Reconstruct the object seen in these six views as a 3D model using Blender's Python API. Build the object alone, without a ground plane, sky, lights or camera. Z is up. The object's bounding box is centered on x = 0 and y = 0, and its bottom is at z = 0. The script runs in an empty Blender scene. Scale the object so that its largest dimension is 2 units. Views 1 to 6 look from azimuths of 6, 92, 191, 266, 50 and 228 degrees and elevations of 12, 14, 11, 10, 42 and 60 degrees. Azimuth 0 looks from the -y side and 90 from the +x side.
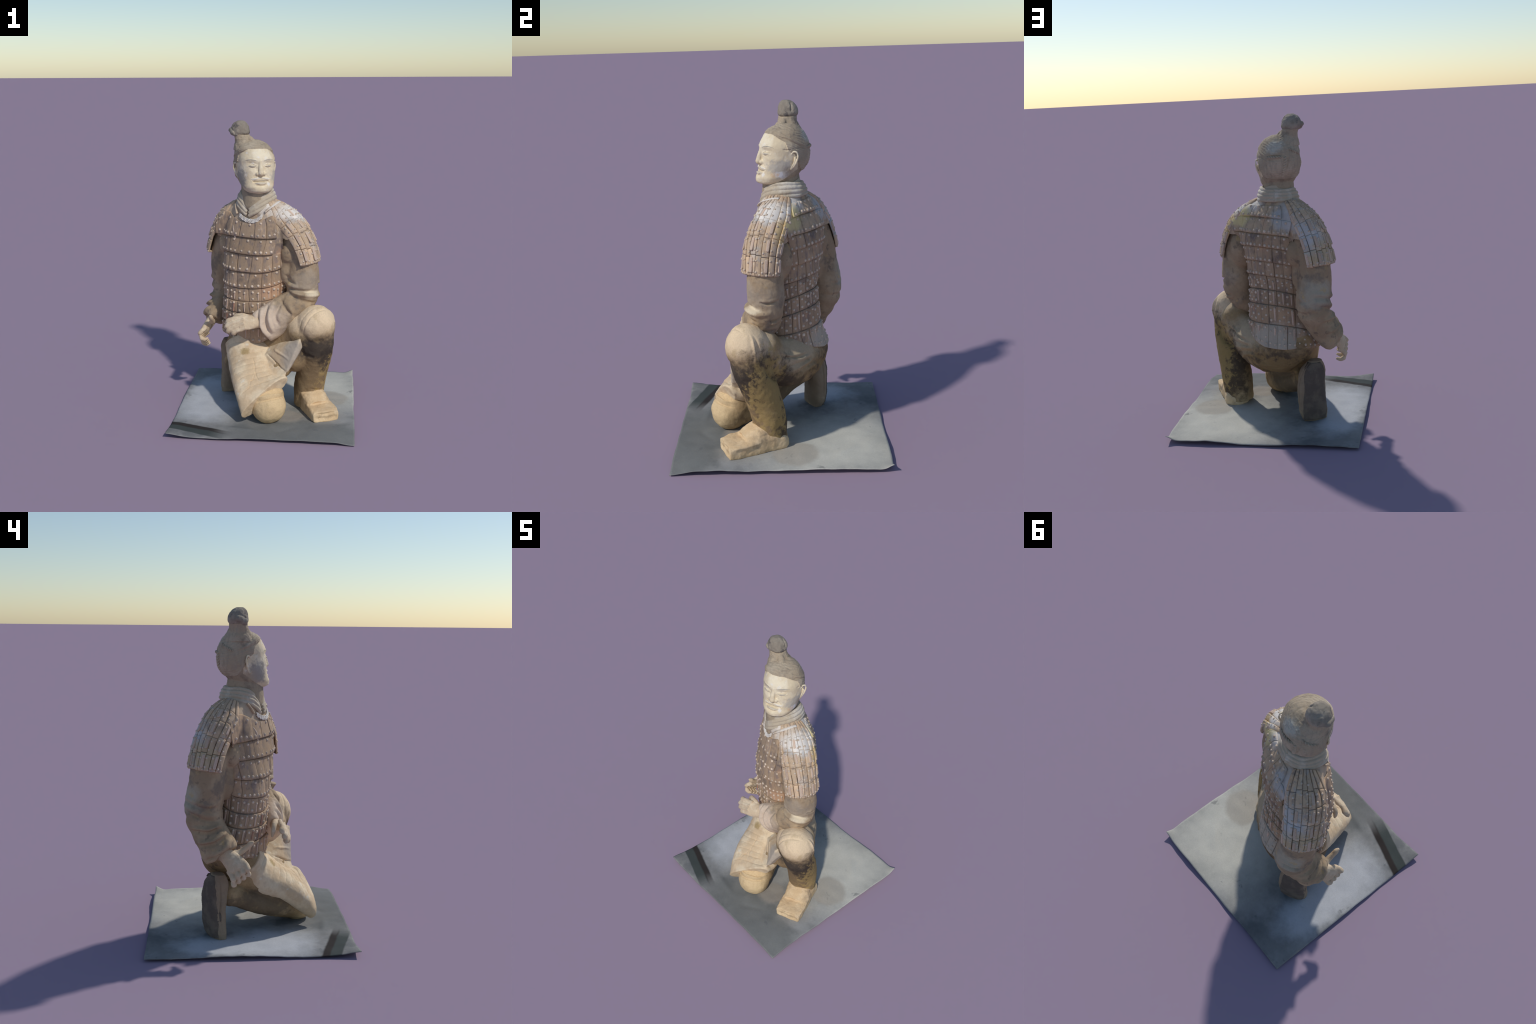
import bpy, bmesh, math, random
import numpy as np
from mathutils import Vector, Matrix, noise as mnoise
from mathutils.bvhtree import BVHTree

rng = random.Random(7)
COL = bpy.context.scene.collection
STATUE = bpy.data.objects.new("kneeling_warrior_statue", None)
STATUE.empty_display_size = 0.2
COL.objects.link(STATUE)
STATUE["label"] = "kneeling clay soldier statue in lamellar armour on floor slab"
STATUE["category"] = "statue"

# ------------------------------------------------------------------ helpers
def A(*x):
    return np.array(x, float)

def catmull(P, n):
    """n points on a Catmull-Rom curve through the rows of P (chord-length knots)."""
    P = np.asarray(P, float)
    k = len(P)
    if k == 2:
        t = np.linspace(0, 1, n)[:, None]
        return P[0] * (1 - t) + P[1] * t
    d = np.linalg.norm(np.diff(P[:, :3], axis=0), axis=1) + 1e-6
    kn = np.concatenate([[0], np.cumsum(d)])
    m = np.zeros_like(P)
    for i in range(k):
        if i == 0:
            m[i] = (P[1] - P[0]) / d[0]
        elif i == k - 1:
            m[i] = (P[-1] - P[-2]) / d[-1]
        else:
            m[i] = ((P[i] - P[i-1]) / d[i-1] * d[i] + (P[i+1] - P[i]) / d[i] * d[i-1]) / (d[i] + d[i-1])
    out = []
    for t in np.linspace(0, kn[-1], n):
        i = min(max(np.searchsorted(kn, t, side='right') - 1, 0), k - 2)
        h = d[i]; u = (t - kn[i]) / h
        out.append((2*u**3 - 3*u**2 + 1) * P[i] + (u**3 - 2*u**2 + u) * h * m[i]
                   + (-2*u**3 + 3*u**2) * P[i+1] + (u**3 - u**2) * h * m[i+1])
    return np.array(out)

def loft(secs, nr=48, ns=48):
    """secs rows: centre(3), half-axis u(3), half-axis v(3), superellipse exponent."""
    S = catmull(np.asarray(secs, float), nr)
    th = np.linspace(0, 2*np.pi, ns, endpoint=False)
    V = []
    for r in S:
        e = 2.0 / max(r[9], 1.2)
        c = np.sign(np.cos(th)) * np.abs(np.cos(th))**e
        s = np.sign(np.sin(th)) * np.abs(np.sin(th))**e
        V.append(r[:3] + np.outer(c, r[3:6]) + np.outer(s, r[6:9]))
    V = np.concatenate(V + [S[:1, :3], S[-1:, :3]])
    F = []
    for i in range(nr - 1):
        for j in range(ns):
            k = (j + 1) % ns
            F.append((i*ns + j, i*ns + k, (i+1)*ns + k, (i+1)*ns + j))
    b0, b1 = nr*ns, nr*ns + 1
    for j in range(ns):
        k = (j + 1) % ns
        F.append((b0, k, j)); F.append((b1, (nr-1)*ns + j, (nr-1)*ns + k))
    return V, F

def ring(c, a, b, yaw=0.0, e=2.0):
    """horizontal section: half-width a along the sideways axis, half-depth b along the facing axis"""
    y = math.radians(yaw)
    return [*c, a*math.cos(y), a*math.sin(y), 0, b*math.sin(y), -b*math.cos(y), 0, e]

def tube(rows, ref=(0, 0, 1), nr=48, ns=40):
    """rows: x,y,z, r_side, r_ref[, e]: sections at right angles to the spine; r_ref lies along ref"""
    R = np.array([list(r) + [2.0] * (6 - len(r)) for r in rows], float)
    T = np.gradient(R[:, :3], axis=0)
    secs = []
    for r, t in zip(R, T):
        t = t / np.linalg.norm(t)
        v = A(*ref) - t * np.dot(t, ref); v /= np.linalg.norm(v)
        u = np.cross(t, v)
        secs.append([*r[:3], *(u * r[3]), *(v * r[4]), r[5]])
    return loft(secs, nr, ns)

def ball(c, r, squash=(1, 1, 1), rot=None, n=24):
    th = np.linspace(0.05, np.pi - 0.05, n)
    rows = []
    R = np.eye(3) if rot is None else np.array(rot)
    for t in th:
        p = A(0, 0, -math.cos(t) * r * squash[2])
        rows.append([*(A(*c) + R @ p), *(R @ A(r*math.sin(t)*squash[0], 0, 0)), *(R @ A(0, r*math.sin(t)*squash[1], 0)), 2])
    return loft(rows, n, n)

def hull(pts):
    bm = bmesh.new(); [bm.verts.new(p) for p in pts]
    bmesh.ops.convex_hull(bm, input=bm.verts); bm.verts.index_update()
    used = sorted({v.index for f in bm.faces for v in f.verts}); k = {j: i for i, j in enumerate(used)}
    bm.verts.ensure_lookup_table()
    V = np.array([bm.verts[j].co[:] for j in used]); F = [tuple(k[v.index] for v in f.verts) for f in bm.faces]; bm.free()
    return V, F

def merge(parts):
    V, F, o = [], [], 0
    for v, f in parts:
        V.append(np.asarray(v, float)); F += [tuple(i + o for i in q) for q in f]; o += len(v)
    return np.concatenate(V), F

def mesh_from(name, V, F):
    me = bpy.data.meshes.new(name)
    V = np.asarray(V, float)
    if isinstance(F, np.ndarray):
        n, k = F.shape
        me.vertices.add(len(V)); me.vertices.foreach_set("co", V.ravel())
        me.loops.add(n*k); me.loops.foreach_set("vertex_index", F.ravel().astype(np.int32))
        me.polygons.add(n); me.polygons.foreach_set("loop_start", np.arange(0, n*k, k, dtype=np.int32))
        me.update(calc_edges=True)
    else:
        me.from_pydata(V.tolist(), [], [list(map(int, f)) for f in F]); me.update()
    return me

def fuse(parts, voxel=0.005, smooth=6):
    """unite overlapping closed volumes into one smooth skin"""
    me = mesh_from("tmp", *merge(parts))
    ob = bpy.data.objects.new("tmp", me); COL.objects.link(ob)
    bm = bmesh.new(); bm.from_mesh(me); bmesh.ops.recalc_face_normals(bm, faces=bm.faces); bm.to_mesh(me); bm.free()
    md = ob.modifiers.new("r", 'REMESH'); md.mode = 'VOXEL'; md.voxel_size = voxel; md.adaptivity = 0
    dg = bpy.context.evaluated_depsgraph_get()
    ev = ob.evaluated_get(dg); m2 = ev.to_mesh()
    V = np.empty(len(m2.vertices)*3); m2.vertices.foreach_get("co", V); V = V.reshape(-1, 3)
    L = np.empty(len(m2.loops), int); m2.loops.foreach_get("vertex_index", L)
    F = L.reshape(-1, 4) if len(L) == 4*len(m2.polygons) else None
    if F is None:
        F = [tuple(p.vertices) for p in m2.polygons]
    ev.to_mesh_clear(); bpy.data.objects.remove(ob); bpy.data.meshes.remove(me)
    return smoothed(V, F, smooth), F

def edges_of(F):
    F = np.asarray(F)
    E = np.concatenate([F[:, [i, (i+1) % F.shape[1]]] for i in range(F.shape[1])])
    E = np.sort(E, 1).astype(np.int64); k = np.unique(E[:, 0]*(int(F.max())+1) + E[:, 1])
    return np.stack([k // (int(F.max())+1), k % (int(F.max())+1)], 1)

def smoothed(V, F, it, lam=0.55):
    if not it: return V
    E = edges_of(F); n = len(V)
    deg = np.bincount(E.ravel(), minlength=n).astype(float)[:, None]
    for _ in range(it):
        S = np.stack([np.bincount(E[:, 0], V[E[:, 1], c], n) + np.bincount(E[:, 1], V[E[:, 0], c], n) for c in range(3)], 1)
        V = V + lam * (S / deg - V)
    return V

def normals(V, F):
    F = np.asarray(F)
    fn = np.cross(V[F[:, 2]] - V[F[:, 0]], V[F[:, -1]] - V[F[:, 1]])
    n = len(V); N = np.zeros((n, 3))
    for k in range(F.shape[1]):
        for c in range(3):
            N[:, c] += np.bincount(F[:, k], fn[:, c], n)
    return N / (np.linalg.norm(N, axis=1, keepdims=True) + 1e-12)

def seg_dist(V, P):
    """distance to a polyline and the place along it (0..1)"""
    P = np.asarray(P, float)
    L = np.linalg.norm(np.diff(P, axis=0), axis=1); tot = L.sum(); acc = 0
    best = np.full(len(V), 1e9); par = np.zeros(len(V))
    for a, b, l in zip(P[:-1], P[1:], L):
        t = np.clip(((V - a) @ (b - a)) / (l*l + 1e-12), 0, 1)
        d = np.linalg.norm(V - (a + t[:, None] * (b - a)), axis=1)
        m = d < best; best[m] = d[m]; par[m] = (acc + t[m]*l) / tot; acc += l
    return best, par

def snapped(V, P):
    out = []
    U = V[((V > P.min(0) - .06) & (V < P.max(0) + .06)).all(1)]
    for p in P:
        out.append(U[np.argmin(((U - p)**2).sum(1))] if len(U) else p)
    out = np.array(out)
    out[1:-1] = .25*out[:-2] + .5*out[1:-1] + .25*out[2:]
    return out

def stroke(V, N, pts, w, h, taper=0.25, n=14, flat=False, snap=True):
    """raise (h>0) or carve (h<0) a soft line of half-width w along a curve"""
    P = catmull(pts, n) if len(pts) > 2 else np.asarray(pts, float)
    if snap: P = snapped(V, P)
    lo, hi = P.min(0) - 3*w, P.max(0) + 3*w
    i = np.where(((V > lo) & (V < hi)).all(1))[0]
    if not len(i): return V
    d, t = seg_dist(V[i], P)
    k = np.exp(-(d/w)**2) if not flat else 1/(1+np.exp((d-w)/(0.2*w)))
    if taper > 0:
        k = k * np.clip(np.minimum(t, 1-t)/taper, 0, 1)**0.7
    V[i] += N[i] * (h*k)[:, None]
    return V

def blob(V, N, c, r, h, axes=None):
    d = (V - A(*c))
    if axes is not None: d = d @ np.linalg.inv(np.array(axes).T).T
    else: d = d / r
    k = np.exp(-(d**2).sum(1))
    return V + N * (h*k)[:, None]

def lattice(ix, iy, iz, seed):
    h = (ix*374761393 + iy*668265263 + iz*2147483647 + seed*974711) & 0xffffffff
    h = ((h ^ (h >> 13))*1274126177) & 0xffffffff
    return ((h ^ (h >> 16)) & 0xffff)/32767.5 - 1.0

def value_noise(P, seed=0):
    I = np.floor(P).astype(np.int64); f = P - I; f = f*f*(3-2*f); out = 0
    for dx in (0, 1):
        for dy in (0, 1):
            for dz in (0, 1):
                w = (f[:, 0] if dx else 1-f[:, 0])*(f[:, 1] if dy else 1-f[:, 1])*(f[:, 2] if dz else 1-f[:, 2])
                out = out + w*lattice(I[:, 0]+dx, I[:, 1]+dy, I[:, 2]+dz, seed)
    return out

def rough(V, N, amp, scale, seed=0, octaves=3):
    k = sum(value_noise(V*scale*2**o + 7.3*o, seed + o)*.55**o for o in range(octaves))
    return V + N*(amp*k)[:, None]

def build(name, V, F, mat, parent=STATUE, smooth=True):
    me = mesh_from(name, V, F)
    return obj(name, me, mat, parent, smooth)

def obj(name, me, mat, parent=STATUE, smooth=True):
    ob = bpy.data.objects.new(name, me)
    COL.objects.link(ob); ob.parent = parent
    if mat and not me.materials: me.materials.append(mat)
    if smooth: me.polygons.foreach_set("use_smooth", [True]*len(me.polygons))
    return ob

def unit(v):
    v = np.asarray(v, float); return v/np.linalg.norm(v)

def split(V, F, labels, names, mats, parents=None):
    """cut one skin into named objects that share border vertices and the whole skin's normals"""
    N = normals(V, F); F = np.asarray(F); out = []
    for k, nm in enumerate(names):
        f = F[labels == k]
        if not len(f): out.append(None); continue
        ids, inv = np.unique(f, return_inverse=True)
        ob = build(nm, V[ids], inv.reshape(f.shape), mats[k], parents[k] if parents else STATUE)
        ob.data.normals_split_custom_set_from_vertices(N[ids].tolist())
        out.append(ob)
    return out

# ------------------------------------------------------------------ materials
class Clay:
    """node recipe: mottled fired clay on Object coordinates"""
    def __init__(self, name, base, rough=.85):
        self.m = bpy.data.materials.new(name); self.m.use_nodes = True
        self.t = self.m.node_tree; self.n = self.t.nodes; self.l = self.t.links
        self.b = self.n["Principled BSDF"]; self.b.inputs["Roughness"].default_value = rough
        self.b.inputs["Specular IOR Level"].default_value = .25
        self.co = self.n.new("ShaderNodeTexCoord").outputs["Object"]
        c = self.n.new("ShaderNodeRGB"); c.outputs[0].default_value = (*base, 1); self.c = c.outputs[0]
    def math(self, op, a, b=0.0, c=None):
        n = self.n.new("ShaderNodeMath"); n.operation = op
        for i, x in enumerate((a, b) if c is None else (a, b, c)):
            if hasattr(x, "links"): self.l.new(x, n.inputs[i])
            else: n.inputs[i].default_value = x
        return n.outputs[0]
    def noise(self, scale, detail=4, rough=.6, dist=0.0, off=0.0, stretch=None):
        n = self.n.new("ShaderNodeTexNoise")
        n.inputs["Scale"].default_value = scale; n.inputs["Detail"].default_value = detail
        n.inputs["Roughness"].default_value = rough; n.inputs["Distortion"].default_value = dist
        mp = self.n.new("ShaderNodeMapping"); mp.inputs["Location"].default_value = (off, off*.7, off*1.3)
        if stretch: mp.inputs["Scale"].default_value = stretch
        self.l.new(self.co, mp.inputs["Vector"]); self.l.new(mp.outputs[0], n.inputs["Vector"])
        return n.outputs["Fac"]
    def step(self, f, lo, hi):
        n = self.n.new("ShaderNodeMapRange"); n.interpolation_type = 'SMOOTHSTEP'
        n.inputs["From Min"].default_value = lo; n.inputs["From Max"].default_value = hi
        self.l.new(f, n.inputs["Value"]); return n.outputs["Result"]
    def mix(self, f, col, mode='MIX'):
        n = self.n.new("ShaderNodeMix"); n.data_type = 'RGBA'; n.blend_type = mode
        if hasattr(f, "links"): self.l.new(f, n.inputs[0])
        else: n.inputs[0].default_value = f
        self.l.new(self.c, n.inputs[6])
        if hasattr(col, "links"): self.l.new(col, n.inputs[7])
        else: n.inputs[7].default_value = (*col, 1)
        self.c = n.outputs[2]; return self
    def mottle(self, col, scale, lo, hi, amount=1.0, off=0.0, **k):
        f = self.step(self.noise(scale, off=off, **k), lo, hi)
        return self.mix(self.math('MULTIPLY', f, amount), col)
    def patch(self, c, r, col, amount=1.0, breakup=.5, scale=14.0, soft=.35, off=0.0):
        """an irregular patch of colour round a place on the object"""
        s = self.n.new("ShaderNodeVectorMath"); s.operation = 'SUBTRACT'; s.inputs[1].default_value = c
        d = self.n.new("ShaderNodeVectorMath"); d.operation = 'DIVIDE'; d.inputs[1].default_value = r
        ln = self.n.new("ShaderNodeVectorMath"); ln.operation = 'LENGTH'
        self.l.new(self.co, s.inputs[0]); self.l.new(s.outputs[0], d.inputs[0]); self.l.new(d.outputs[0], ln.inputs[0])
        q = self.math('MULTIPLY_ADD', self.math('SUBTRACT', self.noise(scale, 5, .65, off=off), .5), breakup*4, ln.outputs["Value"])
        f = self.math('SUBTRACT', 1.0, self.step(q, 1-soft, 1+soft))
        return self.mix(self.math('MULTIPLY', f, amount), col)
    def tone(self, lo, hi):
        """each repeat a little lighter or darker"""
        oi = self.n.new("ShaderNodeObjectInfo")
        v = self.math('MULTIPLY_ADD', oi.outputs["Random"], hi-lo, lo)
        n = self.n.new("ShaderNodeCombineColor")
        for i in range(3): self.l.new(v, n.inputs[i])
        return self.mix(1.0, n.outputs[0], 'MULTIPLY')
    def grain(self, amount=.25, scale=120):
        v = self.math('MULTIPLY_ADD', self.noise(scale, 3, .7), amount*2, 1-amount)
        n = self.n.new("ShaderNodeCombineColor")
        for i in range(3): self.l.new(v, n.inputs[i])
        return self.mix(1.0, n.outputs[0], 'MULTIPLY')
    def done(self, bump=.25, scale=70, dist=.004):
        self.l.new(self.c, self.b.inputs["Base Color"])
        bp = self.n.new("ShaderNodeBump"); bp.inputs["Strength"].default_value = bump; bp.inputs["Distance"].default_value = dist
        self.l.new(self.noise(scale, 5, .65), bp.inputs["Height"]); self.l.new(bp.outputs[0], self.b.inputs["Normal"])
        return self.m

CREAM, PALE, GREY, DARK, OCHRE = (.80, .68, .47), (.80, .77, .73), (.30, .28, .26), (.07, .055, .045), (.52, .36, .15)
def armour_clay(name, base, dark):
    return (Clay(name, base).mottle((base[0]*1.25, base[1]*1.18, base[2]*1.1), 7, .45, .7, .7)
        .mottle(dark, 10, .52, .68, .65, off=3).mottle((.62, .36, .22), 5, .58, .75, .5, off=9)
        .mottle((.70, .63, .53), 26, .6, .75, .3, off=5)
        .mottle((.21, .175, .175), 38, .5, .66, .55, off=15, stretch=(1, 1, .35)).mottle((base[0]*1.35, base[1]*1.3, base[2]*1.25), 55, .56, .7, .5, off=21, stretch=(1, 1, .3)))
M_PLATE = (armour_clay("cuirass_plate_clay", (.41, .295, .195), (.18, .14, .115))  # base darkened partway to the armour's tone in the shaded views
    .patch((.06, -.1, .86), (.1, .08, .07), (.58, .35, .21), .7, .3)
    .patch((-.05, .26, .58), (.2, .12, .1), (.53, .50, .42), .6, .5).tone(.86, 1.12).grain(.15).done())
M_CORE = armour_clay("cuirass_core_clay", (.30, .23, .175), (.16, .13, .12)).grain(.2).done()
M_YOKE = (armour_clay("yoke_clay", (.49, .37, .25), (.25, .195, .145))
    .patch((.08, .0, 1.44), (.14, .13, .1), (.82, .78, .72), .75, .4, 12)  # baked-in skylight painted pale on the left shoulder top
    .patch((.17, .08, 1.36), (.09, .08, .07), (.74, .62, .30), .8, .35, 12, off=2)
    .patch((-.19, .26, 1.38), (.13, .1, .09), (.52, .54, .55), .65, .45, 13, off=4)  # bluish sky glow tinted into the right rear of the yoke
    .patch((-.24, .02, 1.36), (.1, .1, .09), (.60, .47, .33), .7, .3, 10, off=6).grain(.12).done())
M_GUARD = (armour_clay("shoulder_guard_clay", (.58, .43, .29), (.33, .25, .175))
    .patch((.15, -.02, 1.39), (.12, .12, .06), (.84, .80, .74), .8, .3, 9)  # whitened for the light falling on top of the left guard
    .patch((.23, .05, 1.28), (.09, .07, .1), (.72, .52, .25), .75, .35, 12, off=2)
    .patch((-.3, .36, 1.26), (.12, .1, .12), (.50, .53, .55), .75, .4, 10, off=4)  # cool tint paints sky light onto the right guard's rear
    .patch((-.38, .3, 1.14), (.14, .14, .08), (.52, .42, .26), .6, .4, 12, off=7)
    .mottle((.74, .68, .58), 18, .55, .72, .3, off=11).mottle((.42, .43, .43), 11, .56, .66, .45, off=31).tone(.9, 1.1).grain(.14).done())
M_RIVET = Clay("rivet_clay", (.62, .50, .38)).tone(.72, 1.2).mottle(PALE, 90, .5, .7, .4).done(.1)
M_LACE = Clay("lace_clay", (.63, .49, .38)).mottle((.55, .28, .18), 8, .52, .66, .5).tone(.85, 1.15).grain(.2, 200).done(.4, 150)
M_LACE_RED = Clay("red_lace_clay", (.50, .25, .16)).mottle((.42, .33, .27), 22, .45, .6, .7).tone(.85, 1.15).grain(.2, 200).done(.4, 150)
M_CLAY = (Clay("sleeve_clay", (.36, .262, .165)).mottle((.49, .37, .24), 6, .42, .68, .8).mottle((.20, .165, .13), 9, .52, .66, .7, off=4).mottle((.13, .10, .08), 22, .58, .68, .5, off=14)
    .patch((0, -.16, .66), (.16, .1, .14), (.76, .61, .47), .8, .3, 8).patch((.27, -.1, .95), (.1, .12, .09), (.42, .35, .27), .6, .4, 16)
    .patch((.3, -.12, .86), (.05, .08, .035), (.84, .72, .52), .7, .3, 14, off=3)
    .patch((-.35, .36, .9), (.1, .08, .1), (.48, .45, .36), .6, .4, 10, off=5).mottle(OCHRE, 16, .62, .72, .5, off=8).grain(.15).done())
M_HAND = Clay("hand_clay", (.62, .48, .325)).mottle((.76, .64, .47), 14, .45, .65, .7).mottle((.5, .4, .3), 25, .6, .72, .5, off=2).grain(.12).done(.15)
M_TUNIC = (Clay("tunic_clay", (.66, .495, .315)).mottle((.80, .66, .46), 8, .42, .62, .8).mottle((.55, .43, .30), 12, .55, .7, .5, off=3)
    .mottle((.80, .80, .72), 20, .62, .72, .4, off=6).patch((-.14, -.13, .43), (.035, .03, .03), (.36, .25, .10), .8, .3, 30)
    .patch((.19, -.28, .48), (.08, .08, .12), (.45, .40, .34), .7, .3, 12).grain(.12).done())
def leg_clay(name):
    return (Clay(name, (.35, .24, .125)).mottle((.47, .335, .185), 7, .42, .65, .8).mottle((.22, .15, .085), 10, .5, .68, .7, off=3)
    .patch((.34, -.2, .72), (.19, .16, .12), (.80, .62, .41), .95, .25, 8, .4, off=15)
    .patch((.03, -.38, .15), (.15, .13, .15), (.72, .53, .30), .95, .3, 8, .4, off=17)
    .patch((.18, .1, .56), (.18, .18, .10), (.50, .40, .27), .8, .35, 10, .4, off=19)
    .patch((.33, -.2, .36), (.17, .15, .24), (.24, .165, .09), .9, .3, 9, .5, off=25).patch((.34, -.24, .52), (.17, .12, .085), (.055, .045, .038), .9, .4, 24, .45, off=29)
    # soot-black film flaking off the ochre slip on the shins; plain dark patches under the seat and thighs
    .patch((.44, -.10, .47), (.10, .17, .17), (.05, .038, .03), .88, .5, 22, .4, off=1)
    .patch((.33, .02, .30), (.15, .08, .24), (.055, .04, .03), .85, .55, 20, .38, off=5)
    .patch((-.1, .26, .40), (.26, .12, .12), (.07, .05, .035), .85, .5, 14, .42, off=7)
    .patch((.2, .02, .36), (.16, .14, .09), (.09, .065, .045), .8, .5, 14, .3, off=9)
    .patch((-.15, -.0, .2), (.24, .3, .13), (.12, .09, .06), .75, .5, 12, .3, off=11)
    .patch((.42, -.03, .36), (.12, .14, .26), (.46, .32, .12), .65, .8, 26, .3, off=13)
    .patch((-.1, .25, .36), (.26, .12, .12), (.36, .24, .10), .55, .9, 24, .3, off=23)
    .mottle((.40, .28, .13), 15, .55, .72, .35, off=27).grain(.2).done(.5, 60))
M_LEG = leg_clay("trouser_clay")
M_FOOT = (Clay("shoe_clay", (.66, .47, .27)).mottle((.78, .60, .38), 9, .42, .65, .7).mottle((.34, .25, .16), 13, .55, .7, .6, off=3)
    .patch((-.28, .2, .22), (.2, .2, .3), (.22, .17, .125), .85, .3, 10).grain(.15).done(.3))
M_SOLE = Clay("sole_clay", (.13, .105, .085)).mottle((.20, .16, .12), 14, .45, .65, .7).grain(.25, 160).done(.6, 140)
M_FACE = (Clay("face_clay", (.72, .595, .405)).mottle((.86, .76, .57), 9, .42, .66, .8).mottle((.62, .52, .38), 16, .56, .7, .45, off=3)
    .mottle((.82, .83, .86), 20, .58, .7, .45, off=6)
    .patch((.03, .03, 1.63), (.045, .07, .05), (.42, .40, .37), .65, .5, 40, off=2).patch((.035, .045, 1.59), (.03, .05, .02), (.83, .84, .88), .7, .4, 40)
    .patch((.02, .0, 1.59), (.025, .03, .02), (.66, .42, .24), .7, .4, 45, off=9)
    .patch((-.17, -.03, 1.62), (.05, .07, .07), (.27, .25, .24), .75, .5, 42, off=4).patch((.045, .10, 1.58), (.05, .055, .05), (.44, .35, .245), .9, .35, 22, .5, off=11).patch((-.20, .03, 1.58), (.05, .06, .05), (.44, .35, .245), .9, .35, 22, .5, off=12).grain(.08).done(.15))
M_NECK = Clay("neck_clay", (.40, .32, .22)).mottle((.24, .19, .14), 14, .45, .65, .8).grain(.15).done()  # colour lowered to include the shadow beneath the chin
M_BROW = Clay("brow_clay", (.40, .36, .30)).grain(.15).done(.1)
M_TASH = Clay("moustache_clay", (.80, .73, .60)).grain(.15).done(.2)
M_EYE = Clay("eye_clay", (.60, .53, .42)).mottle((.40, .35, .28), 60, .45, .6, .6).grain(.1).done(.1)
M_LIP = Clay("lip_clay", (.62, .54, .42)).grain(.1).done(.1)
M_HAIR = (Clay("hair_clay", (.42, .335, .235)).mottle((.50, .425, .32), 8, .42, .66, .7).mottle((.22, .175, .13), 12, .52, .7, .7, off=3)
    .patch((-.13, .2, 1.66), (.1, .05, .07), (.56, .46, .34), .6, .4, 40).patch((-.1, .16, 1.8), (.06, .05, .04), (.6, .58, .5), .7, .4, 20)
    .mottle((.36, .30, .23), 60, .5, .62, .5, off=7, stretch=(1, 1, .25)).grain(.15).done(.5, 110))
M_KNOT = Clay("topknot_clay", (.28, .24, .19)).mottle((.40, .35, .28), 12, .45, .66, .8).mottle((.10, .09, .09), 14, .58, .68, .8, off=4).grain(.15).done(.3)
M_SCARF = Clay("scarf_clay", (.50, .42, .31)).mottle((.70, .645, .55), 9, .42, .64, .8).mottle((.42, .34, .25), 18, .56, .7, .6, off=3).grain(.12).done()
M_CORD = Clay("cord_clay", (.78, .73, .66)).mottle((.52, .44, .36), 40, .5, .65, .7).grain(.12).done()
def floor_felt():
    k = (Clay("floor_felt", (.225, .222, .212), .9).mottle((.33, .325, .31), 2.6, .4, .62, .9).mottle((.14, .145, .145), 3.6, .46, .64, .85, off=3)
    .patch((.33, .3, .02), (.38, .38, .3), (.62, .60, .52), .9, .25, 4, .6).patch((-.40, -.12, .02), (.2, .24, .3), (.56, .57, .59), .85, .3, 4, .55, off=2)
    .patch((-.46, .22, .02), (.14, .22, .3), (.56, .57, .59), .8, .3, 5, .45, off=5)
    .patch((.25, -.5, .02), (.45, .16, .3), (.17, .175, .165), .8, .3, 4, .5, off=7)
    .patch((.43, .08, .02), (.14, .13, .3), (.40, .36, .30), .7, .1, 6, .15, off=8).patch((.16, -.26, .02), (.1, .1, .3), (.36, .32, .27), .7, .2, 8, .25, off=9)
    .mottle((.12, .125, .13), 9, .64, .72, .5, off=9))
    # a dark rail with a brown edge lies across one corner
    sx = k.n.new("ShaderNodeSeparateXYZ"); k.l.new(k.co, sx.inputs[0]); X, Y = sx.outputs[0], sx.outputs[1]
    wob = k.math('MULTIPLY', k.math('SUBTRACT', k.noise(9, 2), .5), .012)
    across = k.math('ADD', k.math('ADD', k.math('MULTIPLY', X, .309), k.math('MULTIPLY', Y, .951)), wob)
    along = k.math('SUBTRACT', k.math('MULTIPLY', X, .951), k.math('MULTIPLY', Y, .309))
    fade = k.math('SUBTRACT', 1.0, k.step(along, -.16, .02))
    def band(lo, hi, soft): return k.math('MULTIPLY', k.math('MULTIPLY', k.step(across, lo-soft, lo+soft), k.math('SUBTRACT', 1.0, k.step(across, hi-soft, hi+soft))), fade)
    k.mix(band(-.675, -.60, .006), (.06, .07, .065)); k.mix(band(-.61, -.565, .008), (.035, .028, .025))
    return k.grain(.16, 260).grain(.12, 90).done(.35, 220, .003)
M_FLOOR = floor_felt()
# ------------------------------------------------------------------ torso frame
TYAW = -30
TS, TF = A(math.cos(math.radians(TYAW)), math.sin(math.radians(TYAW)), 0), A(math.sin(math.radians(TYAW)), -math.cos(math.radians(TYAW)), 0)
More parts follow.
